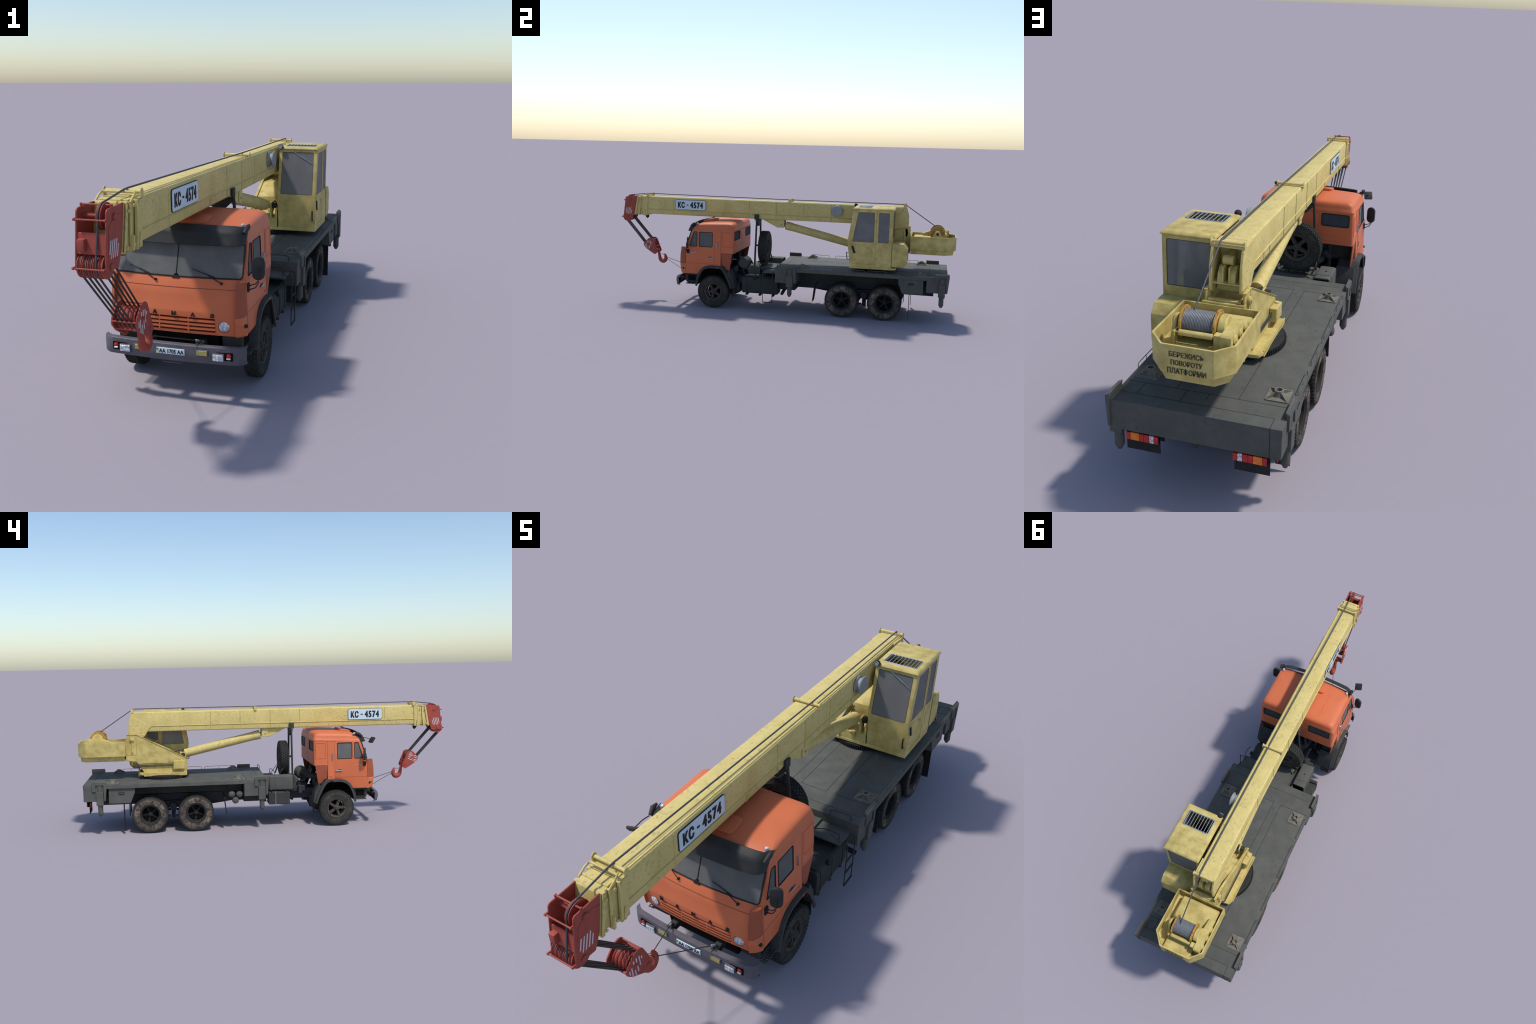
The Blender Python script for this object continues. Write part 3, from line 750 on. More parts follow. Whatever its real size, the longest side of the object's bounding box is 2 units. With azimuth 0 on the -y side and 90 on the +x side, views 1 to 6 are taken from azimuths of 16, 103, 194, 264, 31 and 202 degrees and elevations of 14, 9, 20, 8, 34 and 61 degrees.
def rim_mesh(dish):
    """spoked rim, outer face towards +x; dish = x of the spoke plane"""
    bm = bmesh.new(); mx = Matrix.Rotation(pi / 2, 4, 'Y')
    add_lathe(bm, [(.0515, .0160), (.0535, .0190), (.0520, .0210), (.0490, .0200), (.0455, .0160), (.0430, .0140), (.0420, -.016), (.0490, -.019), (.0520, -.019)], mx, 48)
    for i in range(5):
        r = Matrix.Rotation(2 * pi * i / 5 + .3, 4, 'X')
        vs = add_box(bm, dish - .010, dish, -.0075, .0075, .008, .0440, r)
        vs2 = add_box(bm, dish - .001, dish + .005, -.0042, .0042, .010, .0400, r)
        add_box(bm, dish - .012, dish + .0075, -.0058, .0058, .0375, .0455, r)
        add_cyl(bm, r @ Vector((dish, 0, .0405)), r @ Vector((dish + .0105, 0, .0405)), .0026, 8)
    add_lathe(bm, [(0, -.02), (.0150, -.02), (.0150, dish + .004), (.0125, dish + .0085), (.0095, dish + .0090), (.0085, dish + .0130), (.0060, dish + .0140), (0, dish + .0140)], mx, 24)
    bmesh.ops.recalc_face_normals(bm, faces=bm.faces)
    me = bpy.data.meshes.new('rim'); bm.to_mesh(me); bm.free()
    me.shade_smooth(); me.set_sharp_from_angle(angle=math.radians(32)); return me
def brake_mesh(r):
    bm = bmesh.new(); add_lathe(bm, [(0, -.026), (r, -.026), (r, -.014), (r - .003, -.011), (0, -.011)], Matrix.Rotation(pi / 2, 4, 'Y'), 32)
    bmesh.ops.recalc_face_normals(bm, faces=bm.faces)
    me = bpy.data.meshes.new('brake_drum'); bm.to_mesh(me); bm.free(); return me
T_MUD = tyre_mesh(); T_MUD.materials.append(M['tyre_muddy'])
T_CLEAN = T_MUD.copy(); T_CLEAN.materials.clear(); T_CLEAN.materials.append(M['tyre_clean'])
R_FRONT = rim_mesh(.011); R_FRONT.materials.append(M['rim_brown'])
R_REAR = rim_mesh(-.013); R_REAR.materials.append(M['rim_dark'])
B_DRUM = brake_mesh(.0400); B_DRUM.materials.append(M['black'])
def wheel(loc, side, tyre, rim, parts=('tyre', 'rim', 'brake_drum'), roll=0, rotz=None):
    e = bpy.data.objects.new('wheel', None); COL.objects.link(e); e.parent = ROOT; e.empty_display_size = .05
    rz = (0 if side > 0 else pi) if rotz is None else rotz
    e.matrix_local = Matrix.Translation(loc) @ Matrix.Rotation(rz, 4, 'Z') @ Matrix.Rotation(roll, 4, 'X')
    for nm, me in zip(('tyre', 'rim', 'brake_drum'), (tyre, rim, B_DRUM)):
        if nm in parts:
            o = bpy.data.objects.new(nm, me); COL.objects.link(o); o.parent = e
    return e
for s in (-1, 1):
    wheel((AXX + .002 + s * .1920, -.350, TR), s, T_CLEAN, R_FRONT, roll=.4 + s)
    for k, y in enumerate((.395, .632)):
        wheel((-.008 + s * .1800, y, TR), s, T_MUD, R_REAR, roll=1.1 * k + s)
        wheel((-.008 + s * .1280, y, TR), -s, T_MUD, R_REAR, roll=.6 * k + s)
wheel((-.004, -.0950, .3450), 1, T_CLEAN, R_FRONT, roll=.2, rotz=pi / 2)

# ================================================================== FUEL TANK, LADDER, BATTERY BOX
tank_prof = rrect(.090, .1840, .0960, .1900, .014, 5)
prism('fuel_tank', tank_prof, 'y', -.1810, .0270, 'deck_dark', bevel=.004, seg=2)
tankobj = bpy.data.objects['fuel_tank']
for y in (-.1550, -.0765, .0000):
    bm = bmesh.new(); po = inset_poly(tank_prof, -.0022); add_prism(bm, po, 'y', y - .004, y + .004)
    from_bm('tank_strap', bm, 'deck_dark', tankobj, bevel=.0006)
    prism('strap_bracket', [(.06, .105), (.1740, .0940), (.1830, .0890), (.1830, .0850), (.1700, .0830), (.06, .092)], 'y', y - .006, y + .006, 'deck_dark', tankobj)
cyl('filler_cap', (.172, -.1080, .182), (.191, -.1080, .188), .0095, 'rubber', tankobj, 16)
box('tank_shelf', .085, .176, -.1700, .0200, .1915, .1955, 'deck_dark', tankobj, .001)
prism('catwalk', rrect(.060, .1970, -.0600, .0220, .003), 'z', .2230, .2285, 'deck', bevel=.001)
bm = bmesh.new()
for y in (-.050, .006):
    add_tube(bm, smooth_path([(.198, y, .232), (.212, y, .233), (.2190, y, .226), (.2190, y, .15), (.2180, y, .060)], 4), .0019, 8)
for z in (.160, .113, .059): add_box(bm, .2165, .2215, -.051, .007, z - .0018, z + .0018)
ladder = from_bm('ladder', bm, 'deck_dark')
tubes('hand_rail', [smooth_path([(.185, -.045, .2300), (.186, -.045, .2520), (.174, -.047, .2580), (.135, -.050, .2600), (.10, -.06, .250), (.10, -.062, .232)], 4),
                    smooth_path([(.190, .026, .262), (.190, .026, .2780), (.178, .025, .2840), (.130, .023, .2840), (.118, .023, .278), (.118, .023, .262)], 4),
                    smooth_path([(.196, -.055, .232), (.193, -.075, .262), (.178, -.090, .285)], 3)], .0016, 'deck_dark')
bat = box('battery_box', -.1870, -.120, -.1040, .0100, .1190, .1830, 'deck_dark', bevel=.003)
box('battery_strap', -.1885, -.120, -.0860, -.0830, .118, .192, 'deck_dark', bat, .0005)
box('battery_strap', -.1885, -.120, -.0100, -.0070, .118, .192, 'deck_dark', bat, .0005)
bm = bmesh.new()
for i in range(12):
    z = .188 - i * .0062
    c = Vector((-.1905, -.0270 + .0008 * math.sin(i), z)); ax = (Vector((0, 1, 0)) if i % 2 else Vector((1, 0, 0)))
    add_tube(bm, [c + ax * (.0024 * math.cos(t)) + Vector((0, 0, .0042 * math.sin(t))) for t in [2 * pi * k / 10 for k in range(10)]], .0009, 5, True)
from_bm('chain', bm, 'steel', bat)
prism('tool_locker', rpoly([(-.1520, .188), (-.0910, .188), (-.0910, .2670), (-.1520, .2670)], .009), 'y', -.1260, .0010, 'deck', bevel=.002, seg=2)
lock = bpy.data.objects['tool_locker']
tubes('locker_seam', [[(-.1525, -.030, .19), (-.1525, -.030, .262), (-.146, -.030, .2675), (-.096, -.030, .2675)]], .0006, 'seam', lock, 5)
cyl('locker_knob', (-.125, -.070, .266), (-.125, -.070, .2705), .0032, 'rubber', lock, 10)
box('locker_cavity', -.1470, -.0950, -.002, .0022, .205, .262, 'black', lock, 0)
prism('locker_shoulder', [(-.152, .188), (-.152, .260), (-.1300, .2600), (-.09, .240), (-.09, .188)], 'y', -.140, -.1262, 'deck_dark', lock, .003)
# frame brackets behind the cab
boxes('frame_bracket', [(-.070, -.1300, -.180, -.160, .165, .205), (.07, .128, -.215, -.185, .14, .18), (-.105, -.065, -.20, -.10, .172, .2)], 'frame', bevel=.002)
# low platform with spare-wheel cradle
lowdeck = box('spare_platform', -.0860, .0900, -.0900, .0300, .2270, .2360, 'deck', bevel=.001)
boxes('platform_seam', [(-.0745, -.0730, -.089, .019, .2355, .2364)], 'seam', lowdeck, 0)
boxes('platform_leg', [(-.0860, .0900, -.0850, -.0550, .180, .230), (-.080, .088, -.04, .03, .180, .230)], 'deck_dark', lowdeck)
prism('rest_base', [(-.1740, .175), (-.1740, .2300), (-.1640, .2420), (-.1300, .2420), (-.1220, .236), (-.1000, .236), (-.1000, .170)], 'x', -.080, .080, 'deck', bevel=.002)
bm = bmesh.new()
for s in (-1, 1):
    add_tube(bm, [(s * .030 - .004, -.096, .240), (s * .034 - .004, -.125, .262)], .004, 8)
    add_tube(bm, [(s * .066 - .004, -.060, .25), (s * .080 - .004, -.075, .286), (s * .075 - .004, -.09, .30)], .0035, 8)
add_tube(bm, [(-.004, -.15, .35), (-.004, -.10, .35)], .0055, 10)
add_box(bm, -.055, .047, -.112, -.080, .250, .256)
from_bm('spare_wheel_cradle', bm, 'deck_dark', bevel=0)
# boom rest
bm = bmesh.new()
add_box(bm, .0385, .0455, -.1510, -.1235, .5080, .5380); add_box(bm, -.0550, -.0480, -.1510, -.1235, .5080, .5380)
for xt, xb_ in ((.0420, .0680), (-.0510, -.0710)):
    add_tube(bm, [(xb_, -.1375, .240), (xt, -.1365, .512)], .0055, 10)
add_prism(bm, [(-.0560, .5060), (.0460, .5060), (.0460, .5000), (.012, .4680), (-.022, .4680), (-.0560, .5000)], 'y', -.1440, -.1300)
rest = from_bm('boom_rest', bm, 'deck_dark', bevel=.0012)

# ================================================================== CARRIER DECK
deck = prism('deck', [(-.2290, .2440), (-.2290, .2625), (-.2280, .2635), (.2220, .2635), (.2230, .2625), (.2230, .2440)], 'y', .0200, .9640, 'deck', bevel=.001)
boxes('deck_lip', [(-.2305, -.2275, .143, .852, .2430, .2615), (.2215, .2245, .143, .852, .2430, .2615)], 'deck', deck, .0006)
prism('subframe_box', [(-.112, .245), (-.112, .190), (-.070, .178), (.068, .178), (.068, .245)], 'y', .10, .90, 'deck_dark', deck)
boxes('outrigger_beam_box', [(-.2285, .2225, .0205, .1420, .1770, .2620), (-.2285, .2225, .8540, .9635, .1780, .2620)], 'deck', deck, .0015)
# seams in the deck plates
sm = []
w = .0008; zt = (.2630, .26385)
def hline(y, x0, x1): sm.append((x0, x1, y - w, y + w, *zt))
def vline(x, y0, y1): sm.append((x - w, x + w, y0, y1, *zt))
hline(.061, -.198, .205); hline(.130, -.052, .046); hline(.131, -.2215, -.088); hline(.131, .082, .2155)
vline(-.050, .130, .46); vline(.046, .130, .46); vline(-.088, .131, .866); vline(.082, .131, .866)
hline(.866, -.2215, .2155); hline(.921, -.198, .2155); vline(-.198, .921, .9635); vline(.168, .866, .921); vline(.05, .866, .921); vline(-.01, .866, .895)
boxes('deck_seam', sm, 'seam', deck, 0)
boxes('deck_seam', [(-.199, -.1975, .9632, .9646, .178, .2635)], 'seam', deck, 0)
# low rails folded on both edges
bm = bmesh.new()
for x, segs in ((-.2270, ((.152, .260), (.300, .470), (.500, .640), (.690, .80))), (.2210, ((.165, .330), (.350, .520), (.540, .640), (.700, .80)))):
    for a, b in segs:
        add_tube(bm, [(x, a, .258), (x, a, .2745), (x, a + .004, .2775), (x, b - .004, .2775), (x, b, .2745), (x, b, .258)], .0011, 6)
        add_tube(bm, [(x, (a + b) / 2, .258), (x, (a + b) / 2, .2775)], .0009, 6)
from_bm('edge_rail', bm, 'deck', deck)
# float pads carried on the deck
def pad_mesh():
    bm = bmesh.new()
    add_prism(bm, rrect(-.031, .031, -.031, .031, .004, 2), 'z', 0, .0035)
    add_lathe(bm, [(.0165, .003), (.0125, .010), (.0125, .0185), (.0115, .0195), (.0085, .0195), (.0080, .010), (0, .010)], Matrix(), 20)
    for k in range(4):
        r = Matrix.Rotation(pi / 4 + k * pi / 2, 4, 'Z')
        vs = add_box(bm, .010, .0380, -.0016, .0016, .003, .0170, r)
        for v in vs:
            if math.hypot(v.co.x, v.co.y) > .03 and v.co.z > .01: v.co.z = .0055
    bmesh.ops.recalc_face_normals(bm, faces=bm.faces)
    me = bpy.data.meshes.new('float_pad'); bm.to_mesh(me); bm.free(); me.materials.append(M['pad'])
    me.shade_smooth(); me.set_sharp_from_angle(angle=math.radians(35)); return me
PM = pad_mesh()
for x, y in ((-.181, .168), (.1755, .170), (-.181, .818), (.1755, .816)):
    o = bpy.data.objects.new('float_pad', PM); COL.objects.link(o); o.parent = deck; o.location = (x, y, .2633); o.rotation_euler = (0, 0, random.uniform(-.05, .05))
# outriggers: end plate, leg, foot
for s, ylo, yleg, dirn in ((1, .1030, .1045, 1), (-1, .0500, .0495, -1), (1, .9340, .9355, 1), (-1, .8800, .8815, -1)):
    xp = s * .2230 - .0035
    yc = yleg
    P = [(-.0375, .2790), (.0365, .2790), (.0375, .2680), (.0300, .1830), (.0205, .1830), (.0205, .2620), (-.0200, .2620), (-.0200, .2300), (-.0375, .2300)]
    P = [(yc + dirn * a, z) for a, z in P]
    plate = prism('outrigger_end_plate', P, 'x', xp, xp + s * .0090, 'deck', bevel=.001)
    box('outrigger_pocket', xp - s * .004 - .0012, xp - s * .004 + .0012 + s * .003, yc - .0195, yc + .0195, .180, .2625, 'black', plate, 0) if False else None
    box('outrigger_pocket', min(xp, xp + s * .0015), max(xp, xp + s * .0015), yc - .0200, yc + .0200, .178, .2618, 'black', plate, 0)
    xl = s * .2110 - .003
    bm = bmesh.new(); add_box(bm, xl - .0175 , xl + .0175 + 0, yc - .0178, yc + .0178, .1580, .2270)
    if s > 0:
        for v in bm.verts: v.co.x += .006
    else:
        for v in bm.verts: v.co.x -= .006
    leg = from_bm('outrigger_leg', bm, 'deck', plate, bevel=.0015)
    xf = xl + s * .006
    cyl('outrigger_ram', (xf, yc, .2250), (xf, yc, .2600), .0145, 'deck', plate, 20)
    lathe('outrigger_foot', [(0, 0), (.0125, 0), (.0130, -.040), (.0130, -.046), (.0100, -.053), (.0070, -.055), (.0065, -.060), (0, -.061)], (xf, yc, .160), (xf, yc, .26), 'deck', plate, 20)
    # lean-in tab above the deck
    prism('plate_tab', [(xp, .262), (xp + s * .0055, .262), (xp + s * .0040, .2790), (xp - s * .001, .2840), (xp - s * .003, .2830)], 'y', min(yc - .0365, yc + .0365), max(yc - .0365, yc + .0365), 'deck', plate, .0005)
# tool boxes under the deck
for s in (-1, 1):
    xa, xb = (s * .140, s * .2195 - .002)
    tb = prism('tool_box', [(.7050, .2430), (.8380, .2430), (.8380, .1640), (.7280, .1620), (.7050, .2180)], 'x', xa, xb, 'deck', bevel=.0015)
    xo = xb + s * .0008
    prism('box_latch', rrect(.757, .789, .2110, .2240, .002), 'x', xo - s * .002, xo + s * .0010, 'deck_dark', tb, .0005)
    tube('box_pull', [(xo, .760, .2190), (xo + s * .003, .761, .2150), (xo + s * .003, .785, .2150), (xo, .786, .2190)], .001, 'deck', tb, 6)
    # mud flaps
    box('mud_flap', s * .165, s * .206, .7640, .7665, .0140, .1620, 'rubber', bevel=.0005)
    box('mud_flap', s * .100, s * .160, .7330, .7350, .0980, .1620, 'rubber', bevel=.0005)
    prism('mud_flap', [(.2420, .1660), (.2460, .1660), (.2420, .1250), (.2360, .0790), (.2330, .0790), (.2380, .1250)], 'x', s * .145, s * .205, 'rubber', bevel=.0005)
    tube('flap_bracket', [(s * .06, .243, .168), (s * .205, .243, .168)], .003, 'frame', seg=8)
    box('lamp_flap', min(s * .1000 - .003, s * .1930 - .003), max(s * .1000 - .003, s * .1930 - .003), .9380, .9405, .1090, .1790, 'rubber', bevel=.0005)
    # tail lamps
    lx = -.003
    tl = box('tail_lamp', min(lx + s * .0990, lx + s * .1880), max(lx + s * .0990, lx + s * .1880), .9420, .9510, .1450, .1690, 'black', bevel=.001)
    parts = ((.0995, .1115, 'lens_red'), (.1115, .1240, 'lens_clear'), (.1240, .1390, 'lens_red'), (.1390, .1520, 'lens_red'), (.1520, .1760, 'lens_amber'), (.1760, .1875, 'lens_red'))
    for a, b, mt in parts:
        xa, xb = sorted((lx + s * a, lx + s * b)); box('lamp_segment', xa + .0003, xb - .0003, .9490, .9545, .1460, .1685, mt, tl, .0007)
    box('lamp_hood', min(lx + s * .0990, lx + s * .1880), max(lx + s * .0990, lx + s * .1880), .9300, .9500, .1700, .1780, 'black', tl, .0008)
    # reflector triangle on the end
    prism('reflector', [(s * .2120, .1450), (s * .2200, .1700), (s * .2030, .1700)], 'y', .9300, .9330, 'lens_red', bevel=.0004)
# brake air cylinders slung under the deck
bm = bmesh.new()
for y, z in ((.2060, .1860), (.1660, .1850), (.1870, .1530)):
    add_lathe(bm, [(0, 0), (.010, .002), (.0165, .007), (.0180, .013), (.0180, .062), (.0165, .068), (.010, .072), (0, .074)], frame_to((-.2130, y, z), (-.1, y, z))[0], 20)
from_bm('air_cylinder', bm, 'deck')
boxes('air_cylinder_bracket', [(-.16, -.15, .15, .222, .195, .245), (-.185, -.18, .165, .208, .205, .21)], 'deck_dark')
bm = bmesh.new()
add_cyl(bm, (.06, .06, .135), (.205, .06, .112), .009, 12)
from_bm('exhaust_pipe', bm, 'rubber')
boxes('valve_box', [(.06, .150, .030, .125, .125, .178), (-.15, -.06, .03, .14, .135, .178)], 'deck_dark', bevel=.002)
boxes('tow_hitch', [(-.010, .006, .920, .955, .158, .180), (-.06, -.045, .92, .945, .165, .18), (.055, .07, .92, .945, .165, .18)], 'frame', bevel=.002)

# ================================================================== SLEWING RING AND TURRET
TC = Vector((-.002, .550, 0))
bm = bmesh.new()
add_lathe(bm, [(0, .2620), (.1225, .2620), (.1225, .2655), (.1190, .2660), (.1190, .2810), (.100, .2845), (0, .2845)], Matrix.Translation(TC), 72)
for i in range(110):
    r = Matrix.Translation(TC) @ Matrix.Rotation(2 * pi * i / 110, 4, 'Z')
    vs = add_box(bm, .1180, .1250, -.0020, .0020, .2680, .2800, r)
ring = from_bm('slewing_ring', bm, 'rubber', smooth=30)
turret = prism('turntable_plate', [(-.0950, .4350), (.2050, .4350), (.2050, .6600), (.1900, .6870), (.060, .6870), (-.060, .6870), (-.0860, .6840), (-.0950, .6600)], 'z', .2840, .2960, 'yellow', bevel=.0015)
prism('plate_skirt', [(-.0955, .4345), (-.0925, .4345), (-.0925, .662), (-.0955, .662)], 'z', .2790, .2985, 'yellow', turret, .0005)
tow = [(.7470, .5010), (.6950, .5000), (.4340, .3680), (.4340, .2950), (.6610, .2950), (.7010, .3560), (.7530, .3600)]
for x in (-.0600, .0450):
    prism('turret_plate', tow, 'x', x - .003, x + .003, 'yellow', turret, .001)
# flange along the sloping edge
for x, d in ((-.060, -1), (.045, 1)):
    prism('edge_flange', [(.7470, .5015), (.6945, .5005), (.4330, .3685), (.4330, .3665), (.6945, .4980), (.7470, .4990)], 'x', min(x - d * .004, x + d * .006), max(x - d * .004, x + d * .006), 'yellow', turret, .0003)
# closed sides below, sloped cover with the cylinder opening
prism('turret_cover', [(.7400, .4560), (.6700, .4560), (.6100, .4540), (.5150, .4060), (.5150, .3550), (.4360, .3300), (.4360, .2960), (.6580, .2960), (.7000, .3580), (.7470, .3620)], 'x', -.0575, .0425, 'yellow', turret, .001)
boxes('turret_rib', [(-.0575, -.0480, .4365, .560, .296, .3680), (.0380, .0475, .4365, .560, .296, .3680)], 'yellow', turret, .001)
bm = bmesh.new()
add_cyl(bm, (-.050, .4520, .3820), (.040, .4520, .3820), .011, 16)
add_tube(bm, smooth_path([(.030, .445, .362), (.032, .435, .392), (.036, .450, .400), (.042, .46, .38)], 4), .0022, 8)
add_tube(bm, smooth_path([(-.035, .50, .40), (-.030, .47, .405), (-.025, .45, .395)], 4), .0022, 8)
from_bm('hydraulic_line', bm, 'deck_dark', turret)
bm = bmesh.new()
for x in (-.030, .020): add_box(bm, x - .004, x + .004, .4370, .4700, .33, .3960)
from_bm('cylinder_lug', bm, 'yellow', turret, bevel=.002)
tube('lifting_eye', [(-.012, .4345, .322), (-.012, .4300, .332), (-.004, .4300, .336), (.004, .4300, .332), (.004, .4345, .322)], .0025, 'yellow', turret)
boxes('eye_plate', [(-.012, .004, .4325, .4355, .308, .324)], 'yellow', turret)
tube('grab_loop', [(.006, .600, .452), (.006, .588, .4580), (.030, .588, .4580), (.030, .600, .452)], .002, 'yellow', turret)
# valve pipe on the near plate, oil box and its lines
bm = bmesh.new()
add_cyl(bm, (-.0610, .7200, .4730), (-.0720, .7200, .4730), .0115, 20, .002); add_cyl(bm, (-.072, .720, .473), (-.075, .720, .473), .006, 12)
add_prism(bm, [(.7155, .470), (.7245, .470), (.7235, .4200), (.7255, .4150), (.7235, .4020), (.7165, .4020), (.7145, .4150), (.7165, .4200)], 'x', -.0610, -.0680)
from_bm('pivot_pin_lock', bm, 'yellow', turret, bevel=.001)
boxes('painted_plate_shadow', [(-.0640, -.0628, .698, .751, .3915, .3930), (-.0640, -.0628, .697, .6985, .393, .499)], 'boom_seam', turret, 0)
prism('pivot_pin_lock', [(.7155, .480), (.7245, .480), (.7235, .4050), (.7165, .4050)], 'x', .047, .057, 'yellow', turret, .001)
box('oil_box', -.0870, -.0640, .4460, .5060, .3130, .3570, 'yellow', turret, .0015)
cyl('oil_cap', (-.0750, .4600, .356), (-.0750, .4600, .3615), .0075, 'yellow', turret, 16)
tubes('oil_line', [[(-.0700, .505, z), (-.0700, .690, z - .001), (-.0560, .7060, z - .001), (-.050, .720, z)] for z in (.3440, .3375, .3310)], .0016, 'deck_dark', turret)
prism('slew_motor_box', [(.6980, .3580), (.7320, .3600), (.7320, .3400), (.7080, .3270), (.6850, .3270), (.6700, .310)], 'x', -.050, .045, 'yellow', turret)
bm = bmesh.new()
for i in range(6): add_cyl(bm, (-.045 + .01 * i, .690, .272), (-.045 + .01 * i, .690, .31), .0035, 10)
from_bm('slew_drive', bm, 'yellow', turret)

# ================================================================== OPERATOR CAB
cx0, cx1 = .0535, .2050
side = [(.4370, .2960), (.4195, .4330), (.4490, .6100), (.6620, .6120), (.6620, .2960)]
opc = prism('operator_cab', side, 'x', cx0, cx1, 'yellow', bevel=0)
win1 = rpoly([(.4460, .4320), (.5630, .4320), (.5620, .5950), (.4740, .5950)], .006)
win2 = rrect(.5850, .6420, .4320, .5950, .006)
def Yo(z): return .4195 + (z - .4330) * (.4490 - .4195) / (.6100 - .4330)
# hollow it and open the windows
inner = prism('cutter', inset_poly(side, .006), 'x', cx0 + .006, cx1 - .006, 'yellow', bevel=0)
fw = [(cx0 + .0115, .4345), (cx1 - .0125, .4345), (cx1 - .0135, .5985), (cx0 + .0135, .5985)]
rw = [(cx0 + .010, .4600), (cx1 - .013, .4600), (cx1 - .013, .5960), (cx0 + .010, .5960)]
cutr = [inner, cutter(win1, 'x', .03, .25), cutter(win2, 'x', .03, .25), cutter(rpoly(rw, .006), 'y', .60, .70), cutter(rpoly(fw, .006), 'y', .38, .48), cutter(rrect(.0705, .1865, .4735, .5395, .004, 2), 'z', .58, .65)]
boolean(opc, cutr)
opc.data.set_sharp_from_angle(angle=math.radians(30))
for nm, poly in (('window_pane', win1), ('window_pane', win2)):
    for xx in (cx1, cx0 + .003):
        prism(nm, inset_poly(poly, -.001), 'x', xx - .0032, xx - .0008, 'cabglass', opc, 0)
        bm = bmesh.new(); add_tube(bm, [(xx - .0008, a, b) for a, b in poly], .0008, 6, True); from_bm('window_gasket', bm, 'rubber', opc)
prism('window_pane', rpoly(inset_poly(rw, -.001), .006), 'y', .6590, .6612, 'cabglass', opc, 0)
bm = bmesh.new(); add_prism(bm, rpoly(inset_poly(fw, -.001), .006), 'y', 0, 0, fa=lambda p: Yo(p[1]) + .0006, fb=lambda p: Yo(p[1]) + .003)
from_bm('window_pane', bm, 'cabglass', opc)
bm = bmesh.new(); add_tube(bm, [(a, Yo(b) + .0004, b) for a, b in rpoly(fw, .006)], .0007, 6, True); add_tube(bm, [(a, .6618, b) for a, b in rpoly(rw, .006)], .0007, 6, True)
from_bm('window_gasket', bm, 'rubber', opc)
tubes('door_seam', [[(cx1 + .0002, .5740, .300), (cx1 + .0002, .5740, .606)], [(cx1 + .0002, .4465, .31), (cx1 + .0002, .571, .311)]], .0007, 'boom_seam', opc, 5)
tubes('wiper', [[(.115, Yo(.600) - .003, .600), (.160, Yo(.572) - .003, .572)], [(.142, Yo(.584) - .003, .585), (.184, Yo(.557) - .0025, .559)]], .0011, 'steel', opc, 6)
# roof with barred hatch
rf = bmesh.new(); R = []
for z, o in ((.6080, .001), (.6100, .004), (.6120, .004), (.6190, -.003)):
    R.append([(cx0 - o - .003, .4470 - o, z), (cx1 + o, .4470 - o, z), (cx1 + o, .6640 + o, z), (cx0 - o - .003, .6640 + o, z)])
loft(rf, R); roofc = from_bm('cab_roof', rf, 'yellow', opc, smooth=30, bevel=.0008)
boolean(roofc, [cutter(rrect(.0705, .1865, .4735, .5395, .004, 2), 'z', .58, .65)])
bm = bmesh.new(); add_tube(bm, [(a, b, .6188) for a, b in rrect(.0695, .1875, .4725, .5405, .006, 4)], .0022, 8, True)
from_bm('hatch_frame', bm, 'steel', roofc)
for i in range(9):
    x = .0760 + .0130 * i
    o = tube('hatch_bar', [(x, .4720, .6195), (x, .4750, .6212), (x, .5380, .6212), (x, .5410, .6195)], .0013, 'steel', roofc, 6)
box('hatch_sill', .069, .188, .472, .541, .6055, .6075, 'rubber', roofc, 0) if False else None
lathe('work_lamp', [(0, .008), (.0080, .008), (.0110, .004), (.0115, 0), (.0095, -.006), (.006, -.0105), (0, -.012)], (.0590, .4420, .6190), (.0590, .42, .6165), 'rubber', opc, 20)
lathe('work_lamp_glass', [(0, .0096), (.0098, .0070), (.0098, .004), (0, .004)], (.0590, .4420, .6190), (.0590, .42, .6165), 'lens_clear', opc, 20)
# back engine box
prism('hydraulic_tank', [(.6620, .3030), (.6620, .4300), (.7230, .4300), (.7460, .4040), (.7460, .3250), (.7260, .3030)], 'x', .0560, .2060, 'yellow', opc, bevel=.003, seg=2)
boxes('tank_gap', [(cx1 - .001, cx1 + .0012, .6610, .6630, .303, .428)], 'seam', opc, 0)
box('door_step_block', cx1 - .001, cx1 + .0035, .4480, .4600, .3690, .4080, 'rubber', opc, .001)
for v in bpy.data.objects['door_step_block'].data.vertices: v.co.y -= (v.co.z - .388) * .35
tube('grab_handle', [(cx1 - .012, .4390, .3690), (cx1 - .010, .4160, .3700), (cx1 - .010, .4200, .3320), (cx1 - .012, .4390, .3300)], .0020, 'rubber', opc)
box('door_lock', cx1 - .001, cx1 + .0025, .528, .534, .398, .404, 'steel', opc, .0008)
box('door_lock', cx1 - .001, cx1 + .0020, .548, .551, .383, .398, 'yellow', opc, .0004)
boxes('door_hinge', [(cx1 - .001, cx1 + .003, .5715, .5765, .350, .362), (cx1 - .001, cx1 + .003, .5715, .5765, .56, .572)], 'yellow', opc, .0006)
# seat and controls inside
bm = bmesh.new()
add_box(bm, .105, .165, .545, .605, .385, .410); add_box(bm, .108, .162, .598, .618, .400, .490); add_box(bm, .12, .15, .56, .59, .30, .388)
add_box(bm, .075, .098, .47, .60, .30, .430); add_cyl(bm, (.086, .500, .43), (.086, .492, .465), .0025, 8); add_cyl(bm, (.086, .53, .43), (.086, .522, .465), .0025, 8)
add_box(bm, .11, .19, .452, .466, .30, .40)
from_bm('operator_seat', bm, 'rubber', opc, bevel=.006)
box('cab_floor', cx0 + .005, cx1 - .005, .440, .658, .2985, .303, 'rubber', opc, 0)

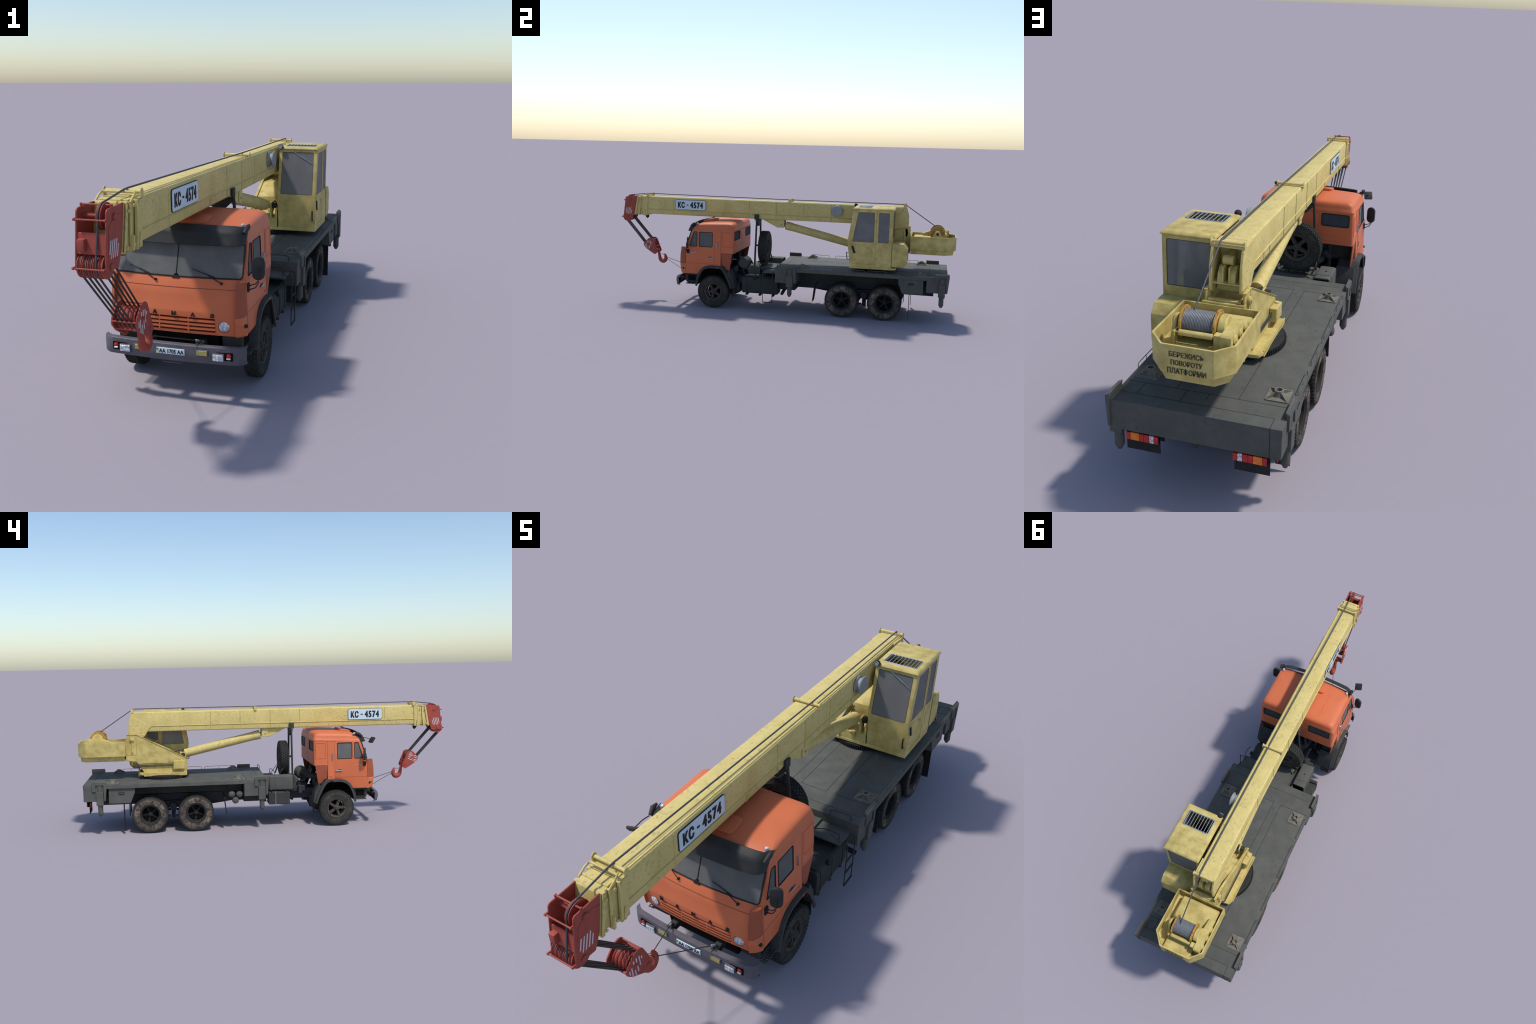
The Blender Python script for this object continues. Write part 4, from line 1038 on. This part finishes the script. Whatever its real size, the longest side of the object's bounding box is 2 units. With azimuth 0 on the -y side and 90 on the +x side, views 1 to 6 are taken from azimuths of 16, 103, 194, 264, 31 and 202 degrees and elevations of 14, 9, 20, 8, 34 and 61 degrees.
# ================================================================== BOOM
bx0, bx1 = -.0460, .0365
zb, zt_ = .5120, .6170
sec = rpoly([(bx0, zb), (bx1, zb), (bx1, zt_), (bx0, zt_)], .006, 3)
boom = prism('boom', sec, 'y', -.8450, .6600, 'boom', bevel=0, smooth=40)
# open heel of the boom
for x, sg in ((bx0, -1), (bx1, 1)):
    prism('boom_heel_plate', rpoly([(.7150, .6130), (.7220, .6080), (.7360, .5600), (.7370, .4950), (.7250, .4860), (.6550, .4860), (.6180, .5400), (.6400, .6160)], .004), 'x', x - .003 - (.0015 if sg < 0 else 0), x + .003 + (.0015 if sg > 0 else 0), 'boom', boom, .001)
    prism('heel_doubler', [(.7150, .5960), (.7260, .5820), (.7330, .5560), (.7330, .4950), (.6570, .4920), (.6175, .5400)], 'x', min(x, x + sg * .0055), max(x, x + sg * .0055), 'boom', boom, .0012)
boxes('boom_heel', [(bx0 + .002, bx1 - .002, .655, .716, .6120, .6165), (bx0 + .002, bx1 - .002, .650, .7300, .5120, .5160), (bx0 + .002, bx1 - .002, .645, .6610, .515, .614)], 'boom', boom, .0008)
bm = bmesh.new()
add_cyl(bm, (-.0400, .6900, .4900), (.0300, .6900, .4900), .0140, 24)
add_box(bm, -.014, -.010, .662, .728, .515, .560); add_box(bm, .004, .008, .662, .728, .515, .560)
add_prism(bm, [(.690, .515), (.726, .515), (.722, .540), (.705, .556), (.690, .556)], 'x', .008, .022); add_prism(bm, [(.690, .515), (.726, .515), (.722, .540), (.705, .556), (.690, .556)], 'x', -.028, -.014)
add_cyl(bm, (-.018, .700, .572), (.012, .700, .572), .0135, 20); add_cyl(bm, (-.003, .66, .58), (-.003, .70, .572), .012, 16)
from_bm('boom_heel_lug', bm, 'boom', boom, bevel=.0008)
boxes('heel_flange', [(bx0 - .006, bx1 + .004, .7340, .7480, .4700, .4760), (bx0 + .004, bx1 - .004, .730, .742, .455, .472)], 'yellow', boom, .001)
prism('heel_horn', [(.7200, .505), (.7330, .505), (.7380, .475), (.7480, .455), (.7250, .455)], 'x', .0380, .0480, 'yellow', boom, .001)
# longitudinal rail and weld ribs on both flanks
zr = .5412
for x, sg in ((bx0, -1), (bx1, 1)):
    a, b = sorted((x - sg * .001, x + sg * .0028))
    L = [(a, b, -.8400, .6170, zr - .0012, zr + .0012)]
    boxes('boom_rail', L, 'boom', boom, .0008)
    L = []
    for y in (-.658, -.185, -.0240, .1390, .2990): L.append((a + (.001 if sg < 0 else 0), b - (.001 if sg > 0 else 0), y - .0014, y + .0014, zr, .6130))
    for y in (-.658, -.347, -.185, -.0240, .1390, .2990, .4600, .5210): L.append((a + (.0005 if sg < 0 else 0), b - (.0005 if sg > 0 else 0), y - .0014, y + .0014, .5140, zr))
    boxes('boom_rib', L, 'boom', boom, .0006)
    boxes('painted_weld_shadow', [(x - .0004, x + .0004, y + .0014, y + .0026, .5430, .612) for y in (-.658, -.185, -.024, .139, .299)] + [(x - .0004, x + .0004, -.84, .617, zr - .0024, zr - .0012)], 'boom_seam', boom, 0)
boxes('painted_weld_shadow', [(.0225, .0240, -.835, .70, zt_ - .0004, zt_ + .0003)], 'boom_seam', boom, 0)
tubes('boom_edge_bead', [[(.0300, -.84, zt_ + .0004), (.0300, .705, zt_ + .0004)]], .0018, 'boom', boom, 8)
# mouth collar of the main section
def collar(name, y_top, y_bot, w, dx, zlo, zhi, mat='boom'):
    bm = bmesh.new()
    for x, sg in ((bx0, -1), (bx1, 1)):
        add_prism(bm, [(y_bot, zlo), (y_bot + w, zlo), (y_top + w, zhi), (y_top, zhi)], 'x', min(x - sg * .002, x + sg * dx), max(x - sg * .002, x + sg * dx))
    add_box(bm, bx0 - dx, bx1 + dx, y_top, y_top + w, zhi - .003, zhi + .001); add_box(bm, bx0 - dx, bx1 + dx, y_bot, y_bot + w, zlo - .003, zlo + .003)
    return from_bm(name, bm, mat, boom, bevel=.001)
collar('boom_collar', -.8420, -.8470, .020, .0045, .5060, .6150)
collar('boom_collar', -.8480, -.8560, .008, .0060, .5045, .6120)
prism('collar_shoe', [(-.8560, .5060), (-.8100, .5085), (-.7880, .5120), (-.7880, .5140), (-.8560, .5140)], 'x', bx0 + .009, bx1 - .009, 'boom', boom)
inner_sec = prism('boom_extension', [(-.8960, .6130), (-.8200, .6130), (-.8200, .5100), (-.9140, .5075)], 'x', bx0 + .0045, bx1 - .0045, 'boom', boom, bevel=.003, seg=2)
collar('boom_collar', -.8760, -.8830, .008, .0015, .5060, .6110)
collar('boom_collar', -.8930, -.9130, .010, .0010, .5055, .6135)
bm = bmesh.new()
for x, sg in ((bx0, -1), (bx1, 1)):
    for y, z in ((-.8600, .6030), (-.8880, .5950), (-.8650, .5150), (-.9000, .5150), (-.835, .604)): add_cyl(bm, (x + sg * .001, y, z), (x + sg * .0052, y, z), .0042, 12, .001)
    for y in (-.8830, -.8480):
        add_prism(bm, [(y, .505), (y + .006, .505), (y + .010, .536), (y + .006, .540), (y, .516)], 'x', x + sg * .002, x + sg * .0085)
from_bm('collar_bolt', bm, 'boom', boom, bevel=0)
boxes('wear_plate', [(bx0 + .006, bx1 - .006, -.872, -.846, .6125, .6165)], 'boom', boom)
# rope rollers across the top
def roller(y, z, r=.0048, mt='boom'):
    bm = bmesh.new(); add_cyl(bm, (bx0 - .006, y, z), (bx1 + .006, y, z), r, 14)
    for x in (bx0 - .005, bx1 + .005):
        add_prism(bm, [(y - .007, z - .012), (y + .007, z - .012), (y + .008, z + .003), (y + .003, z + .0095), (y - .003, z + .0095), (y - .008, z + .003)], 'x', x - .0013, x + .0013)
    add_box(bm, bx0 - .004, bx1 + .004, y - .004, y + .005, z - .0135, z - .009)
    return from_bm('rope_roller', bm, mt, boom, bevel=.0006)
roller(-.8230, .6275); roller(.0570, .6240); roller(.7130, .6240)
# rope guard frame at the mouth
tubes('rope_guard', [[(bx0 - .001, -.8760, .6110), (bx0 - .001, -.8560, .6240), (bx0 + .002, -.8430, .6290), (bx1 - .002, -.8430, .6290), (bx1 + .001, -.8560, .6240), (bx1 + .001, -.8760, .6110)]], .0026, 'boom', boom, 8)
# cable reel on the flank
lathe('cable_reel', [(0, 0), (.0300, 0), (.0310, .002), (.0300, .0045), (.0245, .0065), (.0230, .011), (.0240, .0155), (.0295, .0180), (.0310, .0200), (.0310, .0215), (.0300, .0230), (0, .0230)], (bx1 + .001, .3350, .5800), (bx1 + .1, .3350, .5800), 'reel', boom, 36)
# lift-cylinder bracket
prism('cylinder_bracket', [(-.1150, .5130), (.0240, .5130), (.0240, .4670), (-.0140, .4640)], 'x', -.0310, -.0230, 'boom', boom)
prism('cylinder_bracket', [(-.1150, .5130), (.0240, .5130), (.0240, .4670), (-.0140, .4640)], 'x', .0130, .0210, 'boom', boom)
boxes('bracket_cheek', [(-.0350, -.0310, -.0120, .0240, .4660, .5130), (.0210, .0250, -.0120, .0240, .4660, .5130)], 'boom', boom)
cyl('bracket_pin', (-.0370, .0050, .4830), (.0275, .0050, .4830), .0042, 'steel', boom, 14)
prism('bracket_web', [(-.1100, .5130), (-.0100, .5130), (-.0100, .4700)], 'x', -.0230, .0130, 'boom', boom)
# signs
for x, sg in ((bx0, -1), (bx1, 1)):
    sp = rrect(-.6440, -.4520, .5460, .6060, .009, 5); xo = x + sg * .0009
    sg1 = prism('sign_border', sp, 'x', x - sg * .001, xo + sg * .0020, 'ink', boom, .0003)
    sb = prism('model_sign', inset_poly(sp, .0018), 'x', x, xo + sg * .0026, 'sign', boom, .0003)
    ux = (0, 1, 0) if sg > 0 else (0, -1, 0)
    for body, off, wd, hh, bd in (('КС', -.0587, .0445, .0370, .045), ('-', -.0195, .0115, .0055, .02), ('4574', .0375, .0810, .0370, .042)):
        for k in range(3):
            text('sign_lettering', body, (xo + sg * .0026, -.5480 + sg * off + (k - 1) * .0011, .5755), ux, (0, 0, 1), wd - .0022, hh, .0006 + .0001 * k, 'ink', sb, bold=bd * .75, spacing=1.26)

# ================================================================== LIFT CYLINDER
p1 = Vector((-.005, .0050, .4830)); p0 = Vector((-.005, .4560, .3830)); ax = (p1 - p0).normalized()
cylb = lathe('lift_cylinder', [(0, -.008), (.010, -.006), (.0225, 0), (.0232, .003), (.0232, .385), (.0245, .386), (.0245, .420), (.0225, .422), (.012, .422), (0, .422)], p0 + ax * .014, p1, 'boom', seg=36)
lathe('piston_rod', [(0, .41), (.0105, .41), (.0105, .452), (0, .452)], p0, p1, 'chrome', cylb, 20)
cyl('rod_eye', (-.0220, p1.y, p1.z), (.0120, p1.y, p1.z), .0140, 'steel', cylb, 20)

# ================================================================== BOOM HEAD
head = [(-.8930, .6150), (-.9680, .6120), (-.9730, .6060), (-.9890, .4810), (-.9300, .4780), (-.9190, .5020), (-.9120, .5200)]
hd = None
for x, sg in ((-.0400, -1), (.0290, 1)):
    o = prism('head_plate', rpoly(head, .003, 2), 'x', x - .002, x + .002, 'red', hd, .0008); hd = hd or o
    prism('head_doubler', rpoly([(-.9000, .5880), (-.9200, .5960), (-.9480, .5880), (-.9670, .5750), (-.9800, .4920), (-.9350, .4880), (-.9150, .5250)], .004, 2), 'x', min(x + sg * .0015, x + sg * .0032), max(x + sg * .0015, x + sg * .0032), 'red', hd, .0008)
    for y, z in ((-.9420, .5920), (-.9650, .4890)): cyl('head_pin', (x, y, z), (x + sg * .0065, y, z), .0080, 'red', hd, 16)
    for k in range(5):
        y0 = -.9760 + .0090 * k; za = .5060 + (.010 if k == 0 else 0); zb_ = .5450 - (.012 if k == 4 else 0); q = .0105 / .039
        prism('warning_stripe', [(y0 + (za - .506) * q, za), (y0 + .0034 + (za - .506) * q, za), (y0 + .0034 + (zb_ - .506) * q, zb_), (y0 + (zb_ - .506) * q, zb_)], 'x', x + sg * .002, x + sg * .0040, 'white', hd, 0)
boxes('head_cross_plate', [(-.0390, .0280, -.9830, -.9800, .5160, .5620)], 'red', hd)
for v in bpy.data.objects['head_cross_plate'].data.vertices: v.co.y += (v.co.z - .512) * .13
box('head_box', -.0330, -.0160, -.9920, -.9740, .5230, .5500, 'red', hd, .003, 2)
bm = bmesh.new()
for y, z, e in ((-.9320, .6150, -.004), (-.9815, .5900, .004), (-.9965, .4880, .004)):
    if e < 0: add_cyl(bm, (-.0430, -.9480, .6170), (.0320, -.9480, .6170), .0022, 10)
    elif e > 0:
        add_cyl(bm, (-.0440, y, z), (.0330, y, z), .0020, 10)
        for x in (-.0410, .0300): add_cyl(bm, (x - .0020, y, z), (x + .0020, y, z), .0034, 10); add_box(bm, x - .0014, x + .0014, y, y + .012, z - .0025, z + .0025)
for x in (-.0410, .0300): add_box(bm, x - .0016, x + .0016, -.951, -.945, .610, .6195)
add_cyl(bm, (-.040, -.9420, .5920), (.029, -.9420, .5920), .0060, 14)
from_bm('head_bar', bm, 'red', hd)
def sheave(bm, x, y, z, R, w=.0045):
    add_lathe(bm, [(.006, -w), (R * .55, -w * .6), (R, -w), (R, -w * .7), (R - .0035, -w * .15), (R - .0035, w * .15), (R, w * .7), (R, w), (R * .55, w * .6), (.006, w)], Matrix.Translation((x, y, z)) @ Matrix.Rotation(pi / 2, 4, 'Y'), 32, True)
HS = Vector((0, -.9650, .4890)); HR = .0280
SX = [-.0310, -.0185, -.0060, .0065, .0190]
for x in SX:
    bm = bmesh.new(); sheave(bm, x, HS.y, HS.z, HR, .0052); from_bm('head_sheave', bm, 'red', hd, smooth=30)
bm = bmesh.new(); sheave(bm, .0090, -.9420, .5920, .0300, .0055); from_bm('rope_sheave', bm, 'red', hd, smooth=30)
cyl('sheave_axle', (-.0420, HS.y, HS.z), (.0310, HS.y, HS.z), .0065, 'red', hd, 14)
# boom-tip lamp
bm = bmesh.new(); add_lathe(bm, [(0, -.010), (.007, -.009), (.012, -.002), (.0130, .006), (0, .007)], frame_to((-.003, -.8440, .4950), (-.003, -.8600, .4850))[0], 20); add_cyl(bm, (-.003, -.838, .508), (-.003, -.843, .496), .003, 8)
from_bm('boom_lamp', bm, 'rubber', boom)

# ================================================================== HOOK BLOCK
blk = [(-.8550, .3150), (-.8520, .3330), (-.8240, .3610), (-.8040, .3630), (-.7930, .3560), (-.7630, .2820), (-.7780, .2640), (-.7880, .2650), (-.8360, .2950)]
hb = None
for x, sg in ((-.0340, -1), (.0285, 1)):
    o = prism('block_plate', rpoly(blk, .004, 2), 'x', x - .0025, x + .0025, 'red', hb, .001); hb = hb or o
    for y, z, r in ((-.8180, .3250, .0060), (-.7810, .2860, .0065)): cyl('block_pin', (x, y, z), (x + sg * .0050, y, z), r, 'red', hb, 16)
    if sg > 0:
        for yy, cz, t0, t1 in ((-.8455, .3140, -.004, .010), (-.8375, .3160, -.022, .012), (-.8285, .3220, -.0340, -.0100), (-.8290, .3280, .0055, .016), (-.8190, .3260, -.0280, .0210), (-.8095, .3290, -.0170, .0160), (-.8015, .3290, 0, .0090)):
            prism('warning_stripe', [(yy - .0018 - .08 * t0, cz + t0), (yy + .0018 - .08 * t0, cz + t0), (yy + .0018 - .08 * t1, cz + t1), (yy - .0018 - .08 * t1, cz + t1)], 'x', x + sg * .0024, x + sg * .0034, 'white', hb, 0)
    else:
        u = Vector((-.94, .34)); n_ = Vector((.34, .94)); c0 = Vector((-.8200, .3235))
        for d, a0, a1 in ((-.0250, .004, .016), (-.0165, -.002, .024), (-.0075, -.016, .004), (-.0060, .013, .029), (.0030, -.024, -.006), (.0035, .011, .027), (.0120, -.016, .012), (.0205, -.013, .008), (.0285, -.005, .006)):
            p, q = c0 + n_ * d + u * a0, c0 + n_ * d + u * a1; w_ = n_ * .0017
            prism('warning_stripe', [tuple(p - w_), tuple(q - w_), tuple(q + w_), tuple(p + w_)], 'x', x + sg * .0024, x + sg * .0034, 'white', hb, 0)
BS = Vector((0, -.8180, .3250)); BR = .0275
BX = [-.0180, -.0065, .0050, .0165]
for x in BX:
    bm = bmesh.new(); sheave(bm, x - .001, BS.y, BS.z, BR, .0052); from_bm('block_sheave', bm, 'red', hb, smooth=30)
bm = bmesh.new()
add_cyl(bm, (-.034, BS.y, BS.z), (.0285, BS.y, BS.z), .007, 14)
for y, z in ((-.7960, .3540), (-.7760, .3140), (-.8560, .3250), (-.8420, .3020)): add_cyl(bm, (-.034, y, z), (.0285, y, z), .0022, 8)
add_cyl(bm, (-.034, -.7810, .2860), (.0285, -.7810, .2860), .0105, 16)
add_box(bm, -.013, .007, -.789, -.770, .276, .296)
from_bm('block_crosshead', bm, 'red', hb, bevel=0)
# hook
hk = [(-.776, .282), (-.7690, .2700), (-.7660, .2580), (-.7640, .2460), (-.7600, .2320), (-.7500, .2215), (-.7370, .2200), (-.7260, .2290), (-.7230, .2420), (-.7270, .2570), (-.7305, .2680)]
hp = smooth_path([(-.003, a, b) for a, b in hk], 4)
rr = []
for i in range(len(hp)):
    t = i / (len(hp) - 1)
    rr.append(lerp_tab(t, [(0, .0085), (.15, .0080), (.3, .0095), (.45, .0125), (.62, .0135), (.78, .0105), (.9, .0070), (1, .0015)]))
bm = bmesh.new(); add_tube(bm, hp, rr, 14)
from_bm('hook', bm, 'red', hb, smooth=60)
tubes('hook_latch', [[(-.007, -.7650, .2600), (-.007, -.7450, .2630), (-.005, -.7300, .2570)], [(.001, -.7650, .2600), (.001, -.7450, .2630), (-.001, -.7300, .2570)]], .0011, 'red', hb, 6)

# ================================================================== ROPES
def rope_bend(c, R, a0, a1, x, n=10):
    return [(x, c[0] + R * math.cos(a0 + (a1 - a0) * i / n), c[1] + R * math.sin(a0 + (a1 - a0) * i / n)) for i in range(n + 1)]
dv = Vector((BS.y - HS.y, BS.z - HS.z)).normalized(); nv = Vector((-dv.y, dv.x))
an = math.atan2(nv.y, nv.x)
rR = .0250
falls = []
for k in range(4):
    xa, xb = SX[k] + .002, BX[k] - .001
    A = (HS.y - nv.x * rR, HS.z - nv.y * rR); B = (BS.y - nv.x * rR, BS.z - nv.y * rR)
    falls.append([(xa, *A), (xb, *B)])
    xa2 = SX[k + 1] - .002
    A2 = (HS.y + nv.x * rR, HS.z + nv.y * rR); B2 = (BS.y + nv.x * rR, BS.z + nv.y * rR)
    falls.append([(xb, *B2), (xa2, *A2)])
for f in falls: tube('hoist_rope', f, .0024, 'rope_dark', hb, 8)
bm = bmesh.new()
for x in BX:
    add_tube(bm, rope_bend((BS.y, BS.z), rR, an + pi, an + 2 * pi, x - .001, 14), .0024, 8)
for x in SX[:4]:
    add_tube(bm, rope_bend((HS.y, HS.z), rR, an, an + pi, x + .001, 14), .0024, 8)
from_bm('sheave_rope', bm, 'rope_dark', hb, smooth=50)
main = [(.0180, .9000, .5060), (.0145, .7130, .6310), (.0145, .0570, .6305), (.0060, -.8230, .6345), (.0065, -.8430, .6335)]
tc = (-.9420, .5920)
main += rope_bend(tc, .0300, pi / 2 + .05, pi + .12, .0090, 8)
main += [(.0095, HS.y - HR * .93, HS.z + .010), (.0100, HS.y - HR * .95, HS.z - .004), (.0100, HS.y - HR * .85, HS.z - .014)]
bm = bmesh.new(); add_tube(bm, main, .0024, 8); hoist = from_bm('hoist_rope', bm, 'rope', smooth=50)
# tie-down from hook to bumper
for s in (-1, 1):
    e = Vector((s * .0760, -.5660, .1790)); h = Vector((-.003 + s * .004, -.7330, .2480))
    tube('tie_down_rope', [h, e], .0014, 'rope_dark', seg=8)
    d = (h - e).normalized(); cyl('rope_clamp', e + d * .004, e + d * .016, .0034, 'steel', seg=10)

# ================================================================== COUNTERWEIGHT TUB AND WINCH
plan = [(-.1090, .7530), (.1060, .7530), (.1060, .9500), (.0620, 1.0000), (-.0700, 1.0000), (-.1100, .9560)]
def tub():
    bm = bmesh.new(); inn = inset_poly(plan, .0055); low = inset_poly(plan, .0005)
    def bot(p, d):
        q = inset_poly(plan, d); return q
    lowp = [(-.0930, .7560), (.0900, .7560), (.0900, .9450), (.0560, .9850), (-.0660, .9860), (-.0930, .9560)]
    inp = [(-.0850, .7620), (.0820, .7620), (.0820, .9400), (.0520, .9780), (-.0620, .9780), (-.0850, .9500)]
    mid = inset_poly(plan, .0100)
    rings = [[(x, y, .3640) for x, y in lowp], [(x, y, .3890) for x, y in mid], [(x, y, .3910) for x, y in low], [(x, y, .4640) for x, y in plan], [(x, y, .4640) for x, y in inn], [(x, y, .4200) for x, y in inn], [(x, y, .4150) for x, y in inp]]
    loft(bm, rings)
    return from_bm('counterweight_tub', bm, 'yellow', smooth=25, bevel=.0006)
cw = tub()
for i, (a, b) in enumerate(zip(plan, plan[1:])):
    pass
tx = .0660 * -.06; 
for body, z, wd, hh in (("БЕРЕЖИСЬ", .4415, .0860, .0140), ("ПОВОРОТУ", .4200, .0780, .0135), ("ПЛАТФОРМИ", .3985, .0960, .0160)):
    for k, dx in enumerate((-.0007, 0, .0007)):
        text('stencil_lettering', body, (-.0030 + dx, .9997, z), (-1, 0, 0), (0, 0, 1), wd, hh, .0005 + .00015 * k, 'stencil', cw, bold=.008, spacing=1.06)
boxes('ballast_block', [(-.0960, .0760, .7680, .8680, .410, .4520)], 'yellow', cw, .006)
boxes('tub_floor', [(-.0640, .0560, .9480, .9920, .410, .4340)], 'yellow', cw, .002)
# link between tub and turret
prism('tub_link', [(.735, .362), (.735, .470), (.755, .470), (.755, .366)], 'x', -.064, .054, 'yellow', cw)
boxes('winch_base', [(-.0680, .0560, .8700, .9480, .410, .4400)], 'yellow', cw, .002)
# drum
DY, DZ = .8980, .4780
prof = [(0, 0)]
nt = 22; x0d = .0395; Ld = .083
pr = [(.0, .0)]
for i in range(nt):
    c = Ld * (i + .5) / nt; rw_ = Ld / nt / 2
    for k in range(6):
        t = pi - pi * k / 5; pr.append((.0300 + rw_ * math.sin(t) * 1.0, c + rw_ * math.cos(t)))
pr.append((0, Ld))
drum = lathe('rope_drum', pr, (x0d, DY, DZ), (x0d - .1, DY, DZ), 'rope_new', cw, 40)
for x in (x0d + .0015, x0d - Ld - .0015):
    d = 1 if x > 0 else -1
    lathe('drum_flange', [(0, -.0025), (.0405, -.0025), (.0412, 0), (.0405, .0025), (.0350, .0025), (.0340, .0042), (.0260, .0042), (.0250, .0025), (.016, .0025), (.015, .006), (0, .006)], (x, DY, DZ), (x + d, DY, DZ), 'ochre', cw, 36)
cyl('drum_shaft', (.0690, DY, DZ), (-.066, DY, DZ), .0085, 'rubber', cw, 16)
bear = [(.862, .446), (.884, .4880), (.891, .4960), (.905, .4960), (.912, .4880), (.934, .446), (.94, .39), (.86, .39)]
prism('bearing_stand', bear, 'x', .0560, .0660, 'yellow', cw, .0015)
cyl('bearing_cap', (.065, DY, DZ), (.0700, DY, DZ), .0130, 'yellow', cw, 20)
cyl('bearing_hub', (.069, DY, DZ), (.0715, DY, DZ), .0075, 'rubber', cw, 16)
gear = [(.8150, .4640), (.8480, .4760), (.8750, .4870), (.9560, .4870), (.9620, .4820), (.9620, .3950), (.8150, .3950)]
prism('gear_case', gear, 'x', -.0980, -.0700, 'yellow', cw, .003, 2)
cyl('gear_collar', (-.0500, DY, DZ), (-.0720, DY, DZ), .0300, 'yellow', cw, 28, .003)
bm = bmesh.new()
for y in (.8570, .8950, .9340): add_cyl(bm, (-.0970, y, .4660), (-.1020, y, .4660), .0125, 18, .0015); add_cyl(bm, (-.1015, y, .4660), (-.1035, y, .4660), .0055, 12)
from_bm('gear_cover', bm, 'yellow', cw)
cyl('pressure_roller', (.0390, .9420, .4690), (-.0460, .9420, .4690), .0075, 'yellow', cw, 18)
bm = bmesh.new(); add_cyl(bm, (.0560, .9420, .4690), (-.066, .9420, .4690), .0022, 10); add_box(bm, -.070, -.052, .934, .954, .420, .4800); add_box(bm, .0475, .0520, .925, .950, .41, .4740)
from_bm('roller_bracket', bm, 'yellow', cw, bevel=.001)
